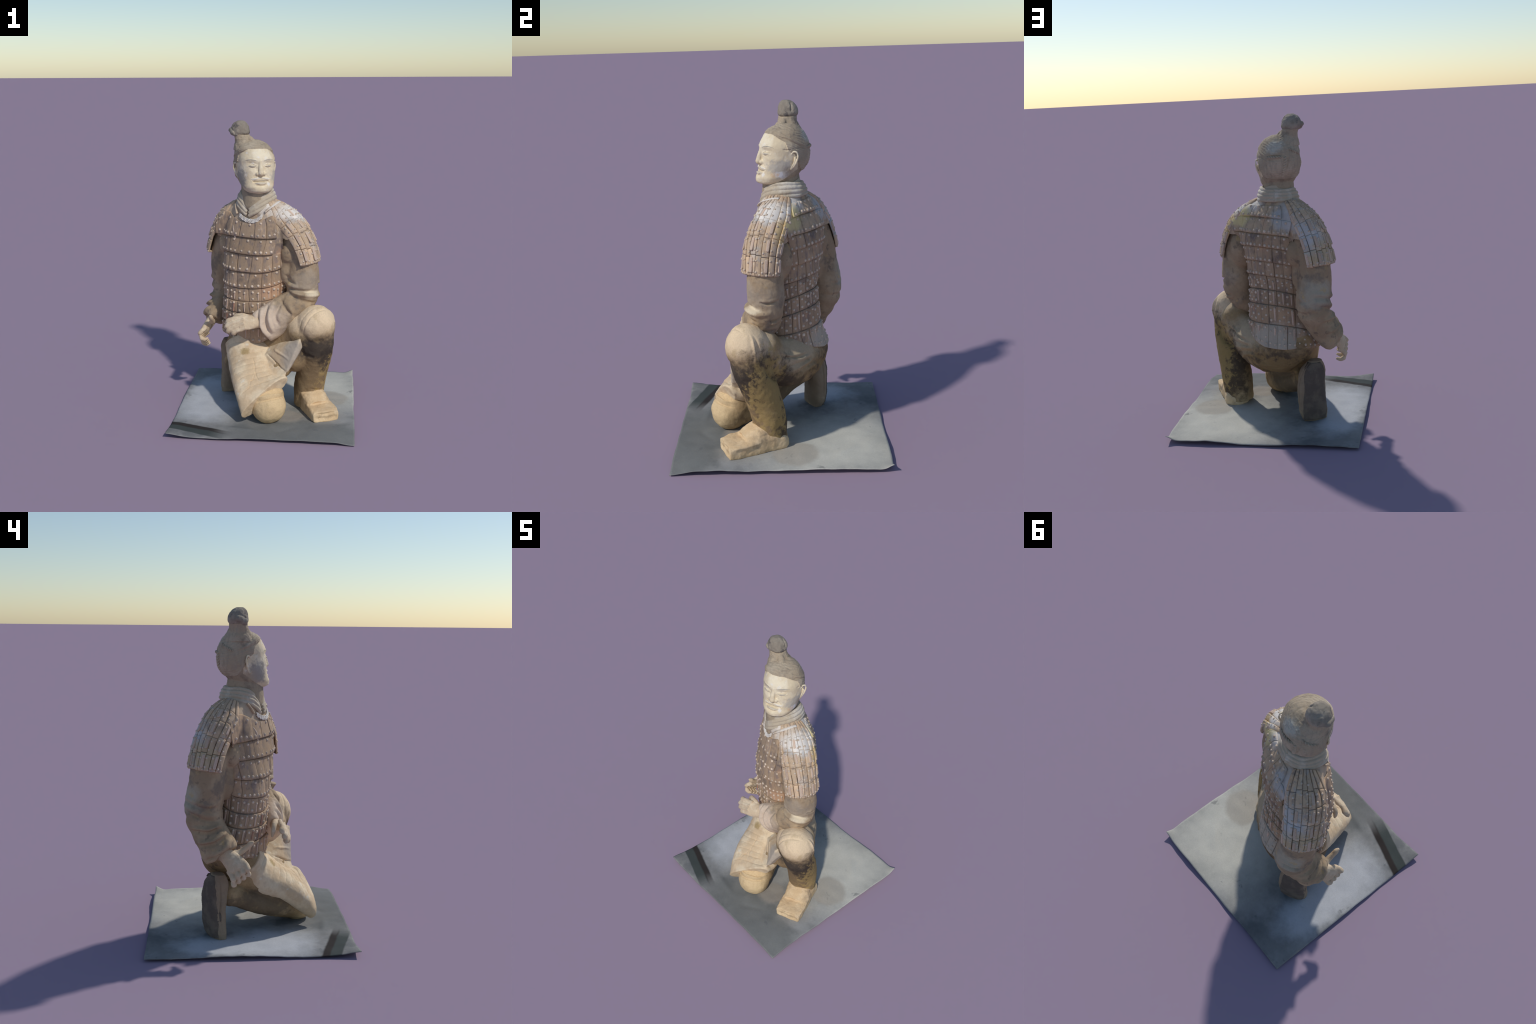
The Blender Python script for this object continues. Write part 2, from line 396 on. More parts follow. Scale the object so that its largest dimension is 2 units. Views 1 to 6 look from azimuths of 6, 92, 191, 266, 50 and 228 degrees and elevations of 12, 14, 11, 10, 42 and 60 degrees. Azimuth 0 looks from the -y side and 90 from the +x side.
#  z     cx     cy    half-width, depth to front, depth to back, front exponent, back exponent, yaw: the waist turns less than the chest
TORSO = np.array([
 [0.44, -.088, .098, .252, .184, .200, 2.3, 2.0, -24],
 [0.52, -.084, .090, .250, .178, .202, 2.3, 2.0, -24],
 [0.56, -.083, .082, .246, .172, .194, 2.3, 1.95, -23],
 [0.64, -.082, .066, .240, .160, .180, 2.3, 1.95, -20],
 [0.74, -.080, .055, .228, .160, .176, 2.3, 1.95, -14],
 [0.85, -.080, .045, .218, .151, .179, 2.3, 1.95, -11],
 [0.93, -.080, .036, .219, .147, .186, 2.3, 1.95, -13],
 [1.00, -.080, .034, .223, .147, .196, 2.4, 1.95, -19],
 [1.12, -.076, .047, .235, .157, .200, 2.5, 2.1, -30],
 [1.23, -.058, .060, .252, .163, .184, 2.6, 2.3, -30],
 [1.32, -.058, .060, .246, .152, .160, 2.4, 2.3, -30],
 [1.40, -.068, .056, .205, .130, .128, 2.2, 2.2, -30],
 [1.46, -.078, .048, .142, .108, .112, 2.0, 2.0, -30],
 [1.50, -.080, .042, .105, .098, .102, 2.0, 2.0, -30]])
# local fullness: angle, height, spread in angle, spread in height, outward amount
SWELL = [(-125, .64, 28, .14, -.014), (165, .70, 26, .14, .008)]
def torso_grid(th, z):
    """points round the trunk; th in degrees, 0 = front, 90 = the figure's left"""
    cx, cy, a, bf, bb, ef, eb, yaw = [np.interp(z, TORSO[:, 0], TORSO[:, k]) for k in range(1, 9)]
    s, c = np.sin(np.radians(th)), np.cos(np.radians(th))
    for t0, z0, wt, wz, h in SWELL:
        g = h*np.exp(-((((th - t0 + 180) % 360) - 180)/wt)**2 - ((z-z0)/wz)**2); a = a + g; bf = bf + g; bb = bb + g
    b = np.where(c > 0, bf, bb); k = 2/np.where(c > 0, ef, eb); yw = np.radians(yaw)
    u, v = a*np.sign(s)*np.abs(s)**k, b*np.sign(c)*np.abs(c)**k
    return np.stack([cx + u*np.cos(yw) + v*np.sin(yw), cy + u*np.sin(yw) - v*np.cos(yw), z + 0*u], -1)
def grid_tube(fn, zs, ns=96):
    th = np.linspace(0, 360, ns, endpoint=False); n = len(zs)
    V = np.concatenate([fn(th, np.full(ns, z)) for z in zs]); V = np.concatenate([V, [V[:ns].mean(0)], [V[-ns:].mean(0)]])
    F = [(i*ns+j, i*ns+(j+1) % ns, (i+1)*ns+(j+1) % ns, (i+1)*ns+j) for i in range(n-1) for j in range(ns)]
    F += [(n*ns, (j+1) % ns, j) for j in range(ns)] + [(n*ns+1, (n-1)*ns+j, (n-1)*ns+(j+1) % ns) for j in range(ns)]
    return V, F

def spine_tube(rows):
    """rows: point, half-size outward, half-size front-to-back (sections face along the torso's front)"""
    R = np.array(rows, float); T = np.gradient(R[:, :3], axis=0); secs = []
    for r, t in zip(R, T):
        t = unit(t); f = unit(TF - t*np.dot(t, TF)); o = np.cross(f, t)
        secs.append([*r[:3], *(o*r[3]), *(f*r[4]), 2.2])
    return loft(secs, 48, 48)
SPINE_L = [(-.03, .05, 1.40, .08, .105), (.06, .014, 1.37, .085, .109), (.15, -.03, 1.295, .099, .114), (.207, -.064, 1.20, .105, .118), (.234, -.077, 1.11, .107, .120), (.242, -.081, 1.055, .108, .121)]
SPINE_R = [(-.13, .08, 1.40, .08, .105), (-.19, .133, 1.372, .085, .107), (-.266, .188, 1.297, .099, .112), (-.312, .227, 1.20, .102, .117), (-.333, .246, 1.11, .104, .121), (-.341, .254, 1.055, .105, .123)]
torso_vol = grid_tube(torso_grid, np.linspace(.44, 1.50, 80))
AV, AF = fuse([torso_vol, spine_tube(SPINE_L), spine_tube(SPINE_R)], .005, 10)

# ------------------------------------------------------------------ sleeves
def folds(V, F, lines):
    for pts, w, h in lines:
        V = stroke(V, normals(V, F), pts, w, h)
    return V
SLV, SLF = fuse([
 tube([(.13, -.02, 1.30, .085, .085), (.195, -.06, 1.21, .092, .092), (.240, -.074, 1.08, .099, .101), (.247, -.072, .98, .107, .111), (.243, -.072, .88, .105, .108), (.25, -.083, .8, .1, .1), (.262, -.08, .735, .06, .06)], ref=(1, 0, 0)),
 tube([(.285, -.068, .82, .07, .07), (.25, -.08, .80, .1, .1), (.2, -.1, .77, .1, .112), (.1, -.128, .705, .085, .12), (0, -.143, .635, .066, .122), (-.03, -.147, .615, .06, .118)], ref=(0, 0, 1)), ball((.155, -.03, 1.17), .095, (1, 1, 1.1)), ball((.185, .0, 1.13), .088, (1, 1, 1.5)), ball((.16, -.085, 1.13), .07, (1, 1, 1.3)), ball((.145, -.065, 1.03), .068, (1, 1, 1.9))], .004, 18)
SLV = folds(SLV, SLF, [(p, w*1.05, h*1.3) for p, w, h in [
 ([(.14, -.15, .885), (.24, -.185, .862), (.335, -.10, .845), (.35, -.03, .86)], .013, .014),
 ([(.14, -.15, .90), (.24, -.18, .888), (.34, -.10, .872)], .010, -.012),
 ([(.15, -.15, .85), (.25, -.18, .82), (.33, -.11, .80)], .012, -.010),
 ([(.353, -.11, .918), (.35, -.05, .915), (.32, .0, .925)], .007, -.013), ([(.353, -.11, .93), (.35, -.05, .928), (.32, .0, .938)], .009, .005),
 ([(.34, -.06, .805), (.325, -.0, .80), (.28, .02, .81)], .007, -.010), ([(.33, -.06, .765), (.31, -.01, .76), (.27, .01, .765)], .007, -.010), ([(.345, -.04, .78), (.32, .005, .78)], .009, .006),
 ([(.30, -.11, .74), (.31, -.06, .725), (.29, -.01, .73)], .007, -.008),
 ([(.13, -.12, .99), (.15, -.15, .95), (.20, -.18, .93)], .010, -.008), ([(.13, -.1, .93), (.16, -.15, .915), (.22, -.185, .915)], .010, .007),
 ([(.14, -.14, .83), (.1, -.19, .79), (.07, -.21, .72), (.1, -.21, .63)], .012, -.010),
 ([(.06, -.16, .80), (.03, -.2, .76), (.03, -.21, .68), (.06, -.2, .59)], .012, .011), ([(.02, -.16, .78), (.005, -.2, .74), (.005, -.21, .66), (.04, -.2, .57)], .008, -.012),
 ([(-.02, -.16, .76), (-.03, -.2, .72), (-.03, -.21, .65), (.015, -.2, .55)], .012, .011), ([(-.045, -.16, .745), (-.052, -.195, .71), (-.05, -.205, .64), (-.005, -.19, .54)], .007, -.009),
 ([(.15, -.16, .8), (.18, -.2, .74), (.17, -.21, .66)], .014, .008), ([(.1, -.15, .83), (.13, -.2, .78), (.19, -.2, .72)], .008, -.008)]])
# a sleeve mouth hollowed at the cuff
SLV = blob(SLV, normals(SLV, SLF), (-.04, -.15, .61), .05, 0)
SRV, SRF = fuse([
 tube([(-.23, .17, 1.30, .085, .085), (-.29, .22, 1.21, .09, .095), (-.328, .253, 1.08, .099, .106), (-.327, .266, .95, .110, .111), (-.32, .283, .86, .110, .112), (-.316, .29, .80, .103, .106), (-.318, .286, .74, .06, .06)], ref=(0, 1, 0)),
 tube([(-.312, .296, .84, .06, .06), (-.317, .287, .80, .1, .105), (-.338, .262, .72, .095, .105), (-.37, .224, .65, .09, .105), (-.402, .187, .585, .078, .112), (-.412, .175, .565, .07, .105)], ref=(0, -1, .5)), ball((-.245, .195, 1.17), .095, (1, 1, 1.1)), ball((-.225, .225, 1.14), .085, (1, 1, 1.2)), ball((-.285, .135, 1.15), .075, (1, 1, 1.2)), ball((-.245, .215, 1.0), .07, (1, 1, 2)), ball((-.285, .155, 1.0), .06, (1, 1, 2.2))], .004, 18)
rf = []
for z0, z1, w, h in [(.91, .875, .014, .008), (.885, .85, .009, -.009), (.855, .80, .015, .010), (.825, .77, .010, -.010)]:
    rf.append(([(-.32, .40, z0), (-.40, .36, z0-.012), (-.425, .27, (z0+z1)/2-.02), (-.395, .19, z1)], w, h))
for i in range(3):      # heavy folds that wind down to the cuff
    t = i/2
    p = A(-.38, .35, .73) + t*A(-.03, -.09, -.17); q = A(-.40, .16, .755) + t*A(-.02, -.035, -.085); m = (p+q)/2 + A(-.06, 0, -.012)
    rf.append(([p, m, q], .016, .016)); rf.append(([p + A(0, .015, -.02), m + A(0, .016, -.024), q + A(0, .008, -.024)], .011, -.016))
rf += [([(-.30, .39, .86), (-.25, .38, .85), (-.21, .33, .86)], .010, -.007), ([(-.31, .39, .80), (-.25, .37, .79), (-.21, .31, .80)], .013, .007), ([(-.3, .38, .77), (-.25, .36, .76)], .010, -.007)]
SRV = folds(SRV, SRF, rf)
SLV = smoothed(SLV, SLF, 2); SRV = smoothed(SRV, SRF, 2)
SLV = rough(SLV, normals(SLV, SLF), .0025, 22, 1); SRV = rough(SRV, normals(SRV, SRF), .0025, 22, 2)
build("sleeve", SLV, SLF, M_CLAY); build("sleeve", SRV, SRF, M_CLAY)

# ------------------------------------------------------------------ legs and seat
pelvis = loft([ring(c, a, b, -22, 2.2) for c, a, b in [((-.04, .14, .332), .09, .06), ((-.035, .13, .375), .155, .118), ((-.055, .12, .44), .215, .155), ((-.075, .112, .5), .235, .172), ((-.085, .095, .58), .23, .15), ((-.085, .08, .66), .19, .12)]])
thighL = tube([(-.02, .1, .46, .17, .17), (.11, .015, .49, .15, .168), (.205, -.07, .53, .13, .142), (.30, -.155, .625, .133, .145), (.345, -.19, .66, .1, .11)])
bridge = merge([ball((.10, -.14, .345), .085, (1.0, 1.35, 1.0)), ball((.2, -.16, .43), .095, (1, 1, 1.2))])
kneeL = ball((.342, -.186, .658), .137, (.95, .9, 1.0))
shinL = tube([(.345, -.175, .68, .11, .11), (.345, -.162, .52, .118, .112), (.335, -.13, .43, .112, .108), (.31, -.088, .28, .107, .104), (.298, -.072, .2, .105, .102), (.29, -.062, .1, .1, .096), (.288, -.06, .04, .098, .094)], ref=(0, 1, 0))
hipR = ball((-.195, .035, .44), .098, (1, 1.3, 1.05))
thighR = tube([(-.16, .08, .43, .145, .13), (-.112, -.055, .335, .152, .112), (-.052, -.19, .235, .14, .102), (.02, -.27, .165, .11, .1), (.035, -.30, .135, .1, .1)])
kneeR = ball((.034, -.322, .128), .119, (1, .98, 1.03))
calfR = tube([(.02, -.29, .12, .115, .1), (-.07, -.15, .155, .125, .085), (-.14, -.045, .195, .115, .08), (-.205, .06, .245, .098, .072), (-.255, .155, .29, .08, .074), (-.272, .185, .3, .055, .055)])
kneeR = merge([kneeR, tube([(-.02, -.22, .20, .10, .10), (.012, -.29, .172, .130, .112), (.034, -.335, .125, .10, .10)])])
LLV, LLF = fuse([pelvis, thighL, bridge, kneeL, shinL, hipR, thighR, kneeR, calfR], .005, 9)
lf = [([(.25, -.295, .60), (.265, -.29, .66), (.31, -.27, .73), (.36, -.24, .765), (.42, -.19, .755)], .006, -.006), ([(.225, -.27, .60), (.24, -.26, .68), (.29, -.24, .74), (.35, -.215, .78)], .007, -.004),
 ([(.44, -.15, .78), (.475, -.13, .70), (.48, -.12, .60)], .007, .009), ([(.43, -.13, .76), (.46, -.10, .68), (.47, -.095, .62)], .006, -.007),
 ([(.44, -.05, .58), (.42, -.03, .52), (.36, -.02, .47), (.27, .0, .44)], .014, -.016),
 ([(-.07, -.42, .185), (.03, -.43, .212), (.125, -.36, .205), (.145, -.28, .19)], .007, -.009), ([(-.07, -.41, .205), (.03, -.41, .24), (.12, -.35, .235), (.14, -.27, .22)], .012, .011), ([(-.07, -.40, .225), (.03, -.40, .262), (.12, -.34, .256), (.14, -.26, .24)], .006, -.006),
 ([(.27, -.16, .17), (.33, -.17, .165), (.39, -.13, .15)], .007, .006), ([(.27, -.16, .15), (.33, -.17, .145), (.39, -.13, .13)], .006, -.007), ([(.3, -.165, .2), (.36, -.15, .18), (.4, -.1, .16)], .006, -.005),
 ([(.34, -.21, .47), (.28, -.21, .465), (.24, -.19, .45)], .012, -.006)]
for i in range(7):   # pleats that fan from the seat into the thigh
    a = i/6
    lf.append(([A(.18, .17, .56) - a*A(.10, -.06, .10), A(.24, .09, .56) - a*A(.08, -.04, .12), A(.30 - .12*a, .0 + .04*a, .60 - .19*a)], .009, -.008 if i % 2 else .008))
for i in range(4):
    lf.append(([(.17 - .05*i, .2 + .015*i, .50 - .04*i), (.1 - .04*i, .27, .46 - .03*i), (.0 - .04*i, .29, .43 - .02*i)], .010, -.007))
LLV = folds(LLV, LLF, lf)
LLV = rough(LLV, normals(LLV, LLF), .003, 18, 3)
fc = LLV[np.asarray(LLF)].mean(1)
def side_label(c):
    """0 seat, 1 the raised left leg, 2 the kneeling right leg"""
    d0 = np.linalg.norm((c - A(-.08, .13, .47))/A(.30, .22, .24), axis=1)
    left = (c[:, 0] - .12) + .35*(c[:, 2] - .3) > 0
    lab = np.where(left, 1, 2); lab[d0 < 1] = 0
    return lab
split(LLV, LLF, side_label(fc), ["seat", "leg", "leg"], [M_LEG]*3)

# ------------------------------------------------------------------ tunic skirt
def sec(c, u, v, e=2): return [*c, *u, *v, e]
def drape(c, u, v, e):      # cloth lies on the upper side of the thigh: keep the top, lift the underside
    c, v = A(*c), A(*v); return sec(c + .10*v, u, .92*v, e)
skirt = loft([drape((-.12, .06, .46), (.175, .035, .04), (-.03, -.11, .085), 2),
  drape((-.10, -.06, .355), (.166, .02, .04), (-.01, -.082, .09), 2.2),
  drape((-.045, -.20, .27), (.160, .06, .05), (-.03, -.078, .07), 2.3),
  drape((-.003, -.30, .212), (.152, .058, .085), (-.03, -.06, .06), 2.5),
  drape((.012, -.343, .195), (.145, .056, .118), (-.028, -.05, .048), 2.5),
  drape((.014, -.352, .188), (.144, .056, .123), (-.028, -.05, .046), 2.5)], 70, 64)
lap = hull([(.005, -.15, .430), (.10, -.25, .38), (.152, -.297, .360), (.162, -.29, .358), (.225, -.285, .47), (.236, -.294, .58), (.245, -.26, .59), (.26, -.25, .53), (.12, -.09, .44), (.22, -.15, .40), (.14, -.2, .32),
  (-.05, .0, .44), (.12, .0, .48), (.2, -.12, .56), (.0, .0, .38), (-.06, -.13, .39), (.10, -.13, .30)])
gusset = hull([(.0, -.148, .425), (.10, -.248, .375), (.152, -.295, .355), (-.01, -.2, .37), (.03, -.27, .315), (.10, -.305, .31), (.145, -.30, .33), (.02, -.1, .36), (.12, -.16, .32), (.08, -.25, .26)])
TUV, TUF = fuse([skirt, lap, gusset], .004, 4)
tl = []
for i in range(9):   # wrapped bands that run round the thigh
    t = i/8
    o = A(-.285, -.03, .42) + t*A(.13, -.32, -.27); n_ = A(.02, -.10, .47) + t*A(.12, -.16, -.12); m = (o+n_)/2 + A(-.01, -.06, .07)
    tl.append(([o, (o+m)/2 + A(-.03, -.02, .02), m, (m+n_)/2 + A(.02, -.01, .02), n_], .005, -.0035)); tl.append(([o + A(.008, -.02, -.015), m + A(.006, -.016, -.012), n_ + A(.006, -.01, -.006)], .014, .0018))
tl += [([(-.089, -.176, .414), (-.07, -.22, .375), (-.06, -.266, .34), (-.05, -.30, .32), (-.02, -.33, .29)], .003, -.006), ([(-.06, -.28, .33), (-.083, -.311, .25), (-.10, -.34, .21)], .003, -.005),
 ([(.01, -.155, .437), (.06, -.21, .41), (.11, -.265, .375), (.152, -.30, .36)], .005, -.010), ([(.06, -.17, .47), (.12, -.24, .46), (.17, -.28, .44)], .008, .006)]
TUV = folds(TUV, TUF, tl)
TUV = rough(TUV, normals(TUV, TUF), .002, 20, 4)
build("tunic", TUV, TUF, M_TUNIC)

# ------------------------------------------------------------------ feet
fd = unit((.39, -.92, 0)); fs = A(.92, .39, 0)
FLV, FLF = fuse([loft([sec(A(.280, .028, .05), fs*.04, A(0, 0, .03), 3), sec(A(.286, .008, .058), fs*.07, A(0, 0, .04), 3.5), sec(A(.299, -.04, .07), fs*.086, A(0, 0, .054), 4), sec(A(.33, -.12, .078), fs*.092, A(0, 0, .060), 5), sec(A(.38, -.23, .066), fs*.093, A(0, 0, .047), 6), sec(A(.416, -.315, .062), fs*.092, A(0, 0, .037), 7), sec(A(.421, -.328, .062), fs*.09, A(0, 0, .035), 7)], 50, 48),
  tube([(.30, -.08, .16, .09, .05), (.335, -.15, .135, .085, .045), (.37, -.22, .1, .08, .035)])], .004, 3)
n0 = lambda: normals(FLV, FLF)
FLV = folds(FLV, FLF, [([(.345, -.348, .10), (.39, -.345, .085), (.42, -.335, .08), (.46, -.318, .088), (.50, -.295, .10)], .012, -.008), ([(.345, -.36, .06), (.42, -.345, .05), (.50, -.305, .06)], .015, -.010),
  ([(.30, -.22, .10), (.31, -.27, .095), (.335, -.33, .095)], .008, .006), ([(.43, -.11, .10), (.47, -.2, .095), (.50, -.28, .095)], .008, .006),
  ([(.27, -.1, .06), (.3, -.25, .05), (.33, -.35, .05)], .012, -.004), ([(.36, -.2, .12), (.34, -.25, .11), (.37, -.28, .1)], .016, -.004)])
FLV = rough(FLV, normals(FLV, FLF), .003, 25, 5)
build("foot", FLV, FLF, M_FOOT)
rs = A(.876, .484, 0); rn = A(-.484, .875, 0)
FRV, FRF = fuse([loft([sec(A(-.287, .203, .018), rs*.082, rn*.036, 2.8), sec(A(-.279, .214, .07), rs*.092, rn*.046, 2.7), sec(A(-.273, .222, .18), rs*.094, rn*.053, 2.5), sec(A(-.273, .214, .29), rs*.09, rn*.062, 2.5), sec(A(-.288, .204, .38), rs*.072, rn*.056, 2.5), sec(A(-.30, .198, .422), rs*.045, rn*.036, 2)], 50, 48)], .004, 4)
FRV = folds(FRV, FRF, [([A(-.283, .22, .08) + rs*.095, A(-.28, .23, .2) + rs*.098, A(-.283, .225, .3) + rs*.09, A(-.298, .22, .4) + rs*.05], .006, -.008), ([A(-.283, .22, .08) - rs*.095, A(-.28, .23, .2) - rs*.098, A(-.283, .225, .3) - rs*.09, A(-.298, .22, .4) - rs*.05], .006, -.008)])
FRV = rough(FRV, normals(FRV, FRF), .003, 25, 6)
footR = build("foot", FRV, FRF, M_FOOT)
# stitched sole plate on the upright foot
def sole():
    prof = [(.03, .082), (.09, .09), (.17, .088), (.25, .078), (.33, .078), (.39, .062), (.425, .03)]
    zz = np.linspace(.03, .415, 60); ww = .93*np.interp(zz, *np.array(prof).T); V = []; F = []
    bv = BVHTree.FromPolygons(FRV.tolist(), np.asarray(FRF).tolist())
    m = 24
    for lay in (0, 1):
        for z, w in zip(zz, ww):
            for j in range(m+1):
                x = (j/m*2-1)
                p = A(-.276 - .02*max(0, z-.3)*5, .21, z) + rs*w*x + rn*.3
                h = bv.ray_cast(Vector(p), Vector(-rn))
                q = A(*h[0]) if h[0] else p - rn*.265
                edge = min(1-abs(x), .15)/.15
                V.append(q + rn*(.007*min(1, edge*3+.2) + .0012*math.sin(z*420)*math.sin(x*60)*edge if lay else -.012))
    k = len(zz)*(m+1)
    for i in range(len(zz)-1):
        for j in range(m):
            a = i*(m+1)+j
            F.append((k+a, k+a+1, k+a+m+2, k+a+m+1)); F.append((a, a+m+1, a+m+2, a+1))
    rim = [j for j in range(m+1)] + [i*(m+1)+m for i in range(1, len(zz))] + [(len(zz)-1)*(m+1)+j for j in range(m-1, -1, -1)] + [i*(m+1) for i in range(len(zz)-2, 0, -1)]
    for a, b in zip(rim, rim[1:]+rim[:1]): F.append((a, b, k+b, k+a))
    me = mesh_from("sole", V, F)
    bm = bmesh.new(); bm.from_mesh(me); bmesh.ops.recalc_face_normals(bm, faces=bm.faces); bm.to_mesh(me); bm.free()
    return me
obj("sole", sole(), M_SOLE, footR)

# ------------------------------------------------------------------ hands
def hand(palm, fingers):
    parts = [merge(palm)] + [tube(r, nr=20, ns=16) for r in fingers]
    V, F = fuse(parts, .0025, 3)
    c = V[np.asarray(F)].mean(1)
    ds = [seg_dist(c, np.array(r)[1:, :3])[0] - np.interp(.5, [0, 1], [r[1][3], r[-1][3]]) for r in fingers]
    D = np.stack(ds, 1); lab = np.where(D.min(1) < .004, D.argmin(1)+1, 0)
    V = rough(V, normals(V, F), .0012, 50, 7)
    objs = split(V, F, lab, ["hand"] + ["finger"]*(len(fingers)-1) + ["thumb"], [M_HAND]*(len(fingers)+1))
    for o in objs[1:]:
        if o: o.parent = objs[0]
fing = []
for k, t in [((-.172, -.188, .697), (-.271, -.187, .659)), ((-.172, -.208, .675), (-.278, -.203, .624)), ((-.165, -.224, .652), (-.264, -.212, .596)), ((-.148, -.234, .63), (-.226, -.224, .588))]:
    k, t = A(*k), A(*t); b = k + (k-t)*.3; m = (k+t)/2 + A(0, -.008, .008)
    fing.append([(*b, .013, .013), (*k, .0155, .0155), (*m, .0145, .0145), (*(t*.85+m*.15), .0135, .0135), (*t, .006, .006)])
fing.append([(-.11, -.16, .685, .02, .02), (-.165, -.155, .70, .018, .018), (-.205, -.146, .69, .016, .016), (-.224, -.138, .655, .014, .014), (-.225, -.134, .622, .007, .007)])
hand([tube([(.02, -.15, .65, .036, .046), (-.05, -.168, .664, .036, .044), (-.10, -.19, .665, .030, .052), (-.145, -.208, .664, .022, .054), (-.172, -.211, .662, .015, .046)], ref=(-.45, .55, .65))], fing)
fing = []
for i in range(4):
    p = A(-.474, .038, .522) + i*A(0, .028, -.021)
    fing.append([(*(p + A(.03, .02, .02)), .014, .014), (*p, .0165, .0165), (*(p + A(-.014, -.010, -.022)), .0168, .0168), (*(p + A(-.006, -.012, -.048)), .0155, .0155), (*(p + A(.022, -.010, -.062)), .0135, .0135), (*(p + A(.045, -.002, -.052)), .007, .007)])
fing.append([(-.425, .13, .575, .022, .022), (-.403, .075, .58, .02, .02), (-.403, .03, .612, .0165, .0165), (-.406, .005, .637, .014, .014), (-.408, -.006, .648, .006, .006)])
hand([tube([(-.395, .19, .60, .035, .05), (-.425, .148, .565, .034, .048), (-.45, .11, .53, .028, .058), (-.468, .085, .502, .022, .062), (-.474, .078, .49, .014, .055)], ref=(0, .8, -.6))], fing)

# ------------------------------------------------------------------ floor sheet
def sheet_z(x, y):
    crease = 0
    for (x0, y0), (x1, y1), h in (((-.30, .30), (-.05, .16), .006), ((.30, .46), (.46, .30), .005), ((-.30, -.45), (.02, -.50), .006), ((.08, -.52), (.26, -.40), -.004), ((-.52, .40), (-.34, .52), .005), ((.2, .15), (.42, -.02), .003)):
        t = min(max(((x-x0)*(x1-x0) + (y-y0)*(y1-y0))/((x1-x0)**2 + (y1-y0)**2), 0), 1)
        crease += h*math.sin(math.pi*min(max(t, .02), .98))*math.exp(-((x-x0-t*(x1-x0))**2 + (y-y0-t*(y1-y0))**2)/.0005)
    q = min(max((x + .1)/.5, 0), 1); q = q*q*(3-2*q)
    q *= 1 - .75*min(max((y-.1)/.4, 0), 1)
    z = crease + .018 + .012*q + .004*mnoise.noise(Vector((x*5, y*5, 3))) + .003*mnoise.noise(Vector((x*13, y*13, 8)))
    for (cx, cy), h in {(-.612, -.628): .016, (.610, -.628): -.026, (-.612, .627): .004, (.610, .627): .0}.items():
        z += h*math.exp(-((x-cx)**2 + (y-cy)**2)/.014)
    e = min(.612-abs(x), .628-abs(y))
    z += .006*math.exp(-e/.03)*math.sin(x*9 + y*7) - .004*math.exp(-(((x-.05)/.2)**2 + ((y+.36)/.15)**2))
    z += .03*math.exp(-((x-.611)**2 + (y-.629)**2)/.0016)
    return max(z, .0035)
def sheet():
    n = 110; V = []
    for lay in (0, 1):
        for i in range(n+1):
            for j in range(n+1):
                u, v = i/n, j/n
                x, y = -.611 + 1.221*u, -.628 + 1.255*v
                if i in (0, n): x += .006*mnoise.noise(Vector((y*6, i, 1)))
                if j in (0, n): y += .006*mnoise.noise(Vector((x*6, j, 5)))
                V.append((min(max(x, -.611), .611), min(max(y, -.629), .629), sheet_z(x, y) - (0 if lay else .0035)))
    F = []; m = (n+1)*(n+1)
    for i in range(n):
        for j in range(n):
            a = i*(n+1)+j
            F.append((m+a, m+a+n+1, m+a+n+2, m+a+1)); F.append((a, a+1, a+n+2, a+n+1))
    rim = [i*(n+1) for i in range(n+1)] + [n*(n+1)+j for j in range(1, n+1)] + [i*(n+1)+n for i in range(n-1, -1, -1)] + [j for j in range(n-1, 0, -1)]
    for a, b in zip(rim, rim[1:]+rim[:1]): F.append((a, b, m+b, m+a))
    return np.array(V), F
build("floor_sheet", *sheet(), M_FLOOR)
# ------------------------------------------------------------------ armour
AV = rough(AV, normals(AV, AF), .0015, 25, 8)
afc = AV[np.asarray(AF)].mean(1)
def hem_z(th):
    return np.interp(np.asarray(th) % 360, [0, 30, 60, 110, 150, 180, 215, 240, 280, 330, 360], [.47, .49, .56, .60, .56, .525, .515, .52, .50, .51, .47])
_c = np.stack([np.interp(afc[:, 2], TORSO[:, 0], TORSO[:, k]) for k in (1, 2, 3, 4, 5, 8)], 1)
_d = afc[:, :2] - _c[:, :2]; _y = np.radians(_c[:, 5]); _s = (_d[:, 0]*np.cos(_y) + _d[:, 1]*np.sin(_y))/_c[:, 2]; _f = _d[:, 0]*np.sin(_y) - _d[:, 1]*np.cos(_y)
_f = _f/np.where(_f > 0, _c[:, 3], _c[:, 4])
_th = np.degrees(np.arctan2(_s, _f)); limb = np.hypot(_s, _f) > 1.14
lab = np.where(afc[:, 2] > 1.20, 1, 0)
lab[limb & (afc[:, 2] < 1.235)] = 9          # under the shoulder guards the sleeve itself shows
lab[afc[:, 2] < hem_z(_th) + .006] = 9
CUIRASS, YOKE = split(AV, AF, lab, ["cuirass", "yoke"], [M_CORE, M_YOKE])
ABVH = BVHTree.FromPolygons(AV.tolist(), np.asarray(AF).tolist())
ANORM = normals(AV, AF)

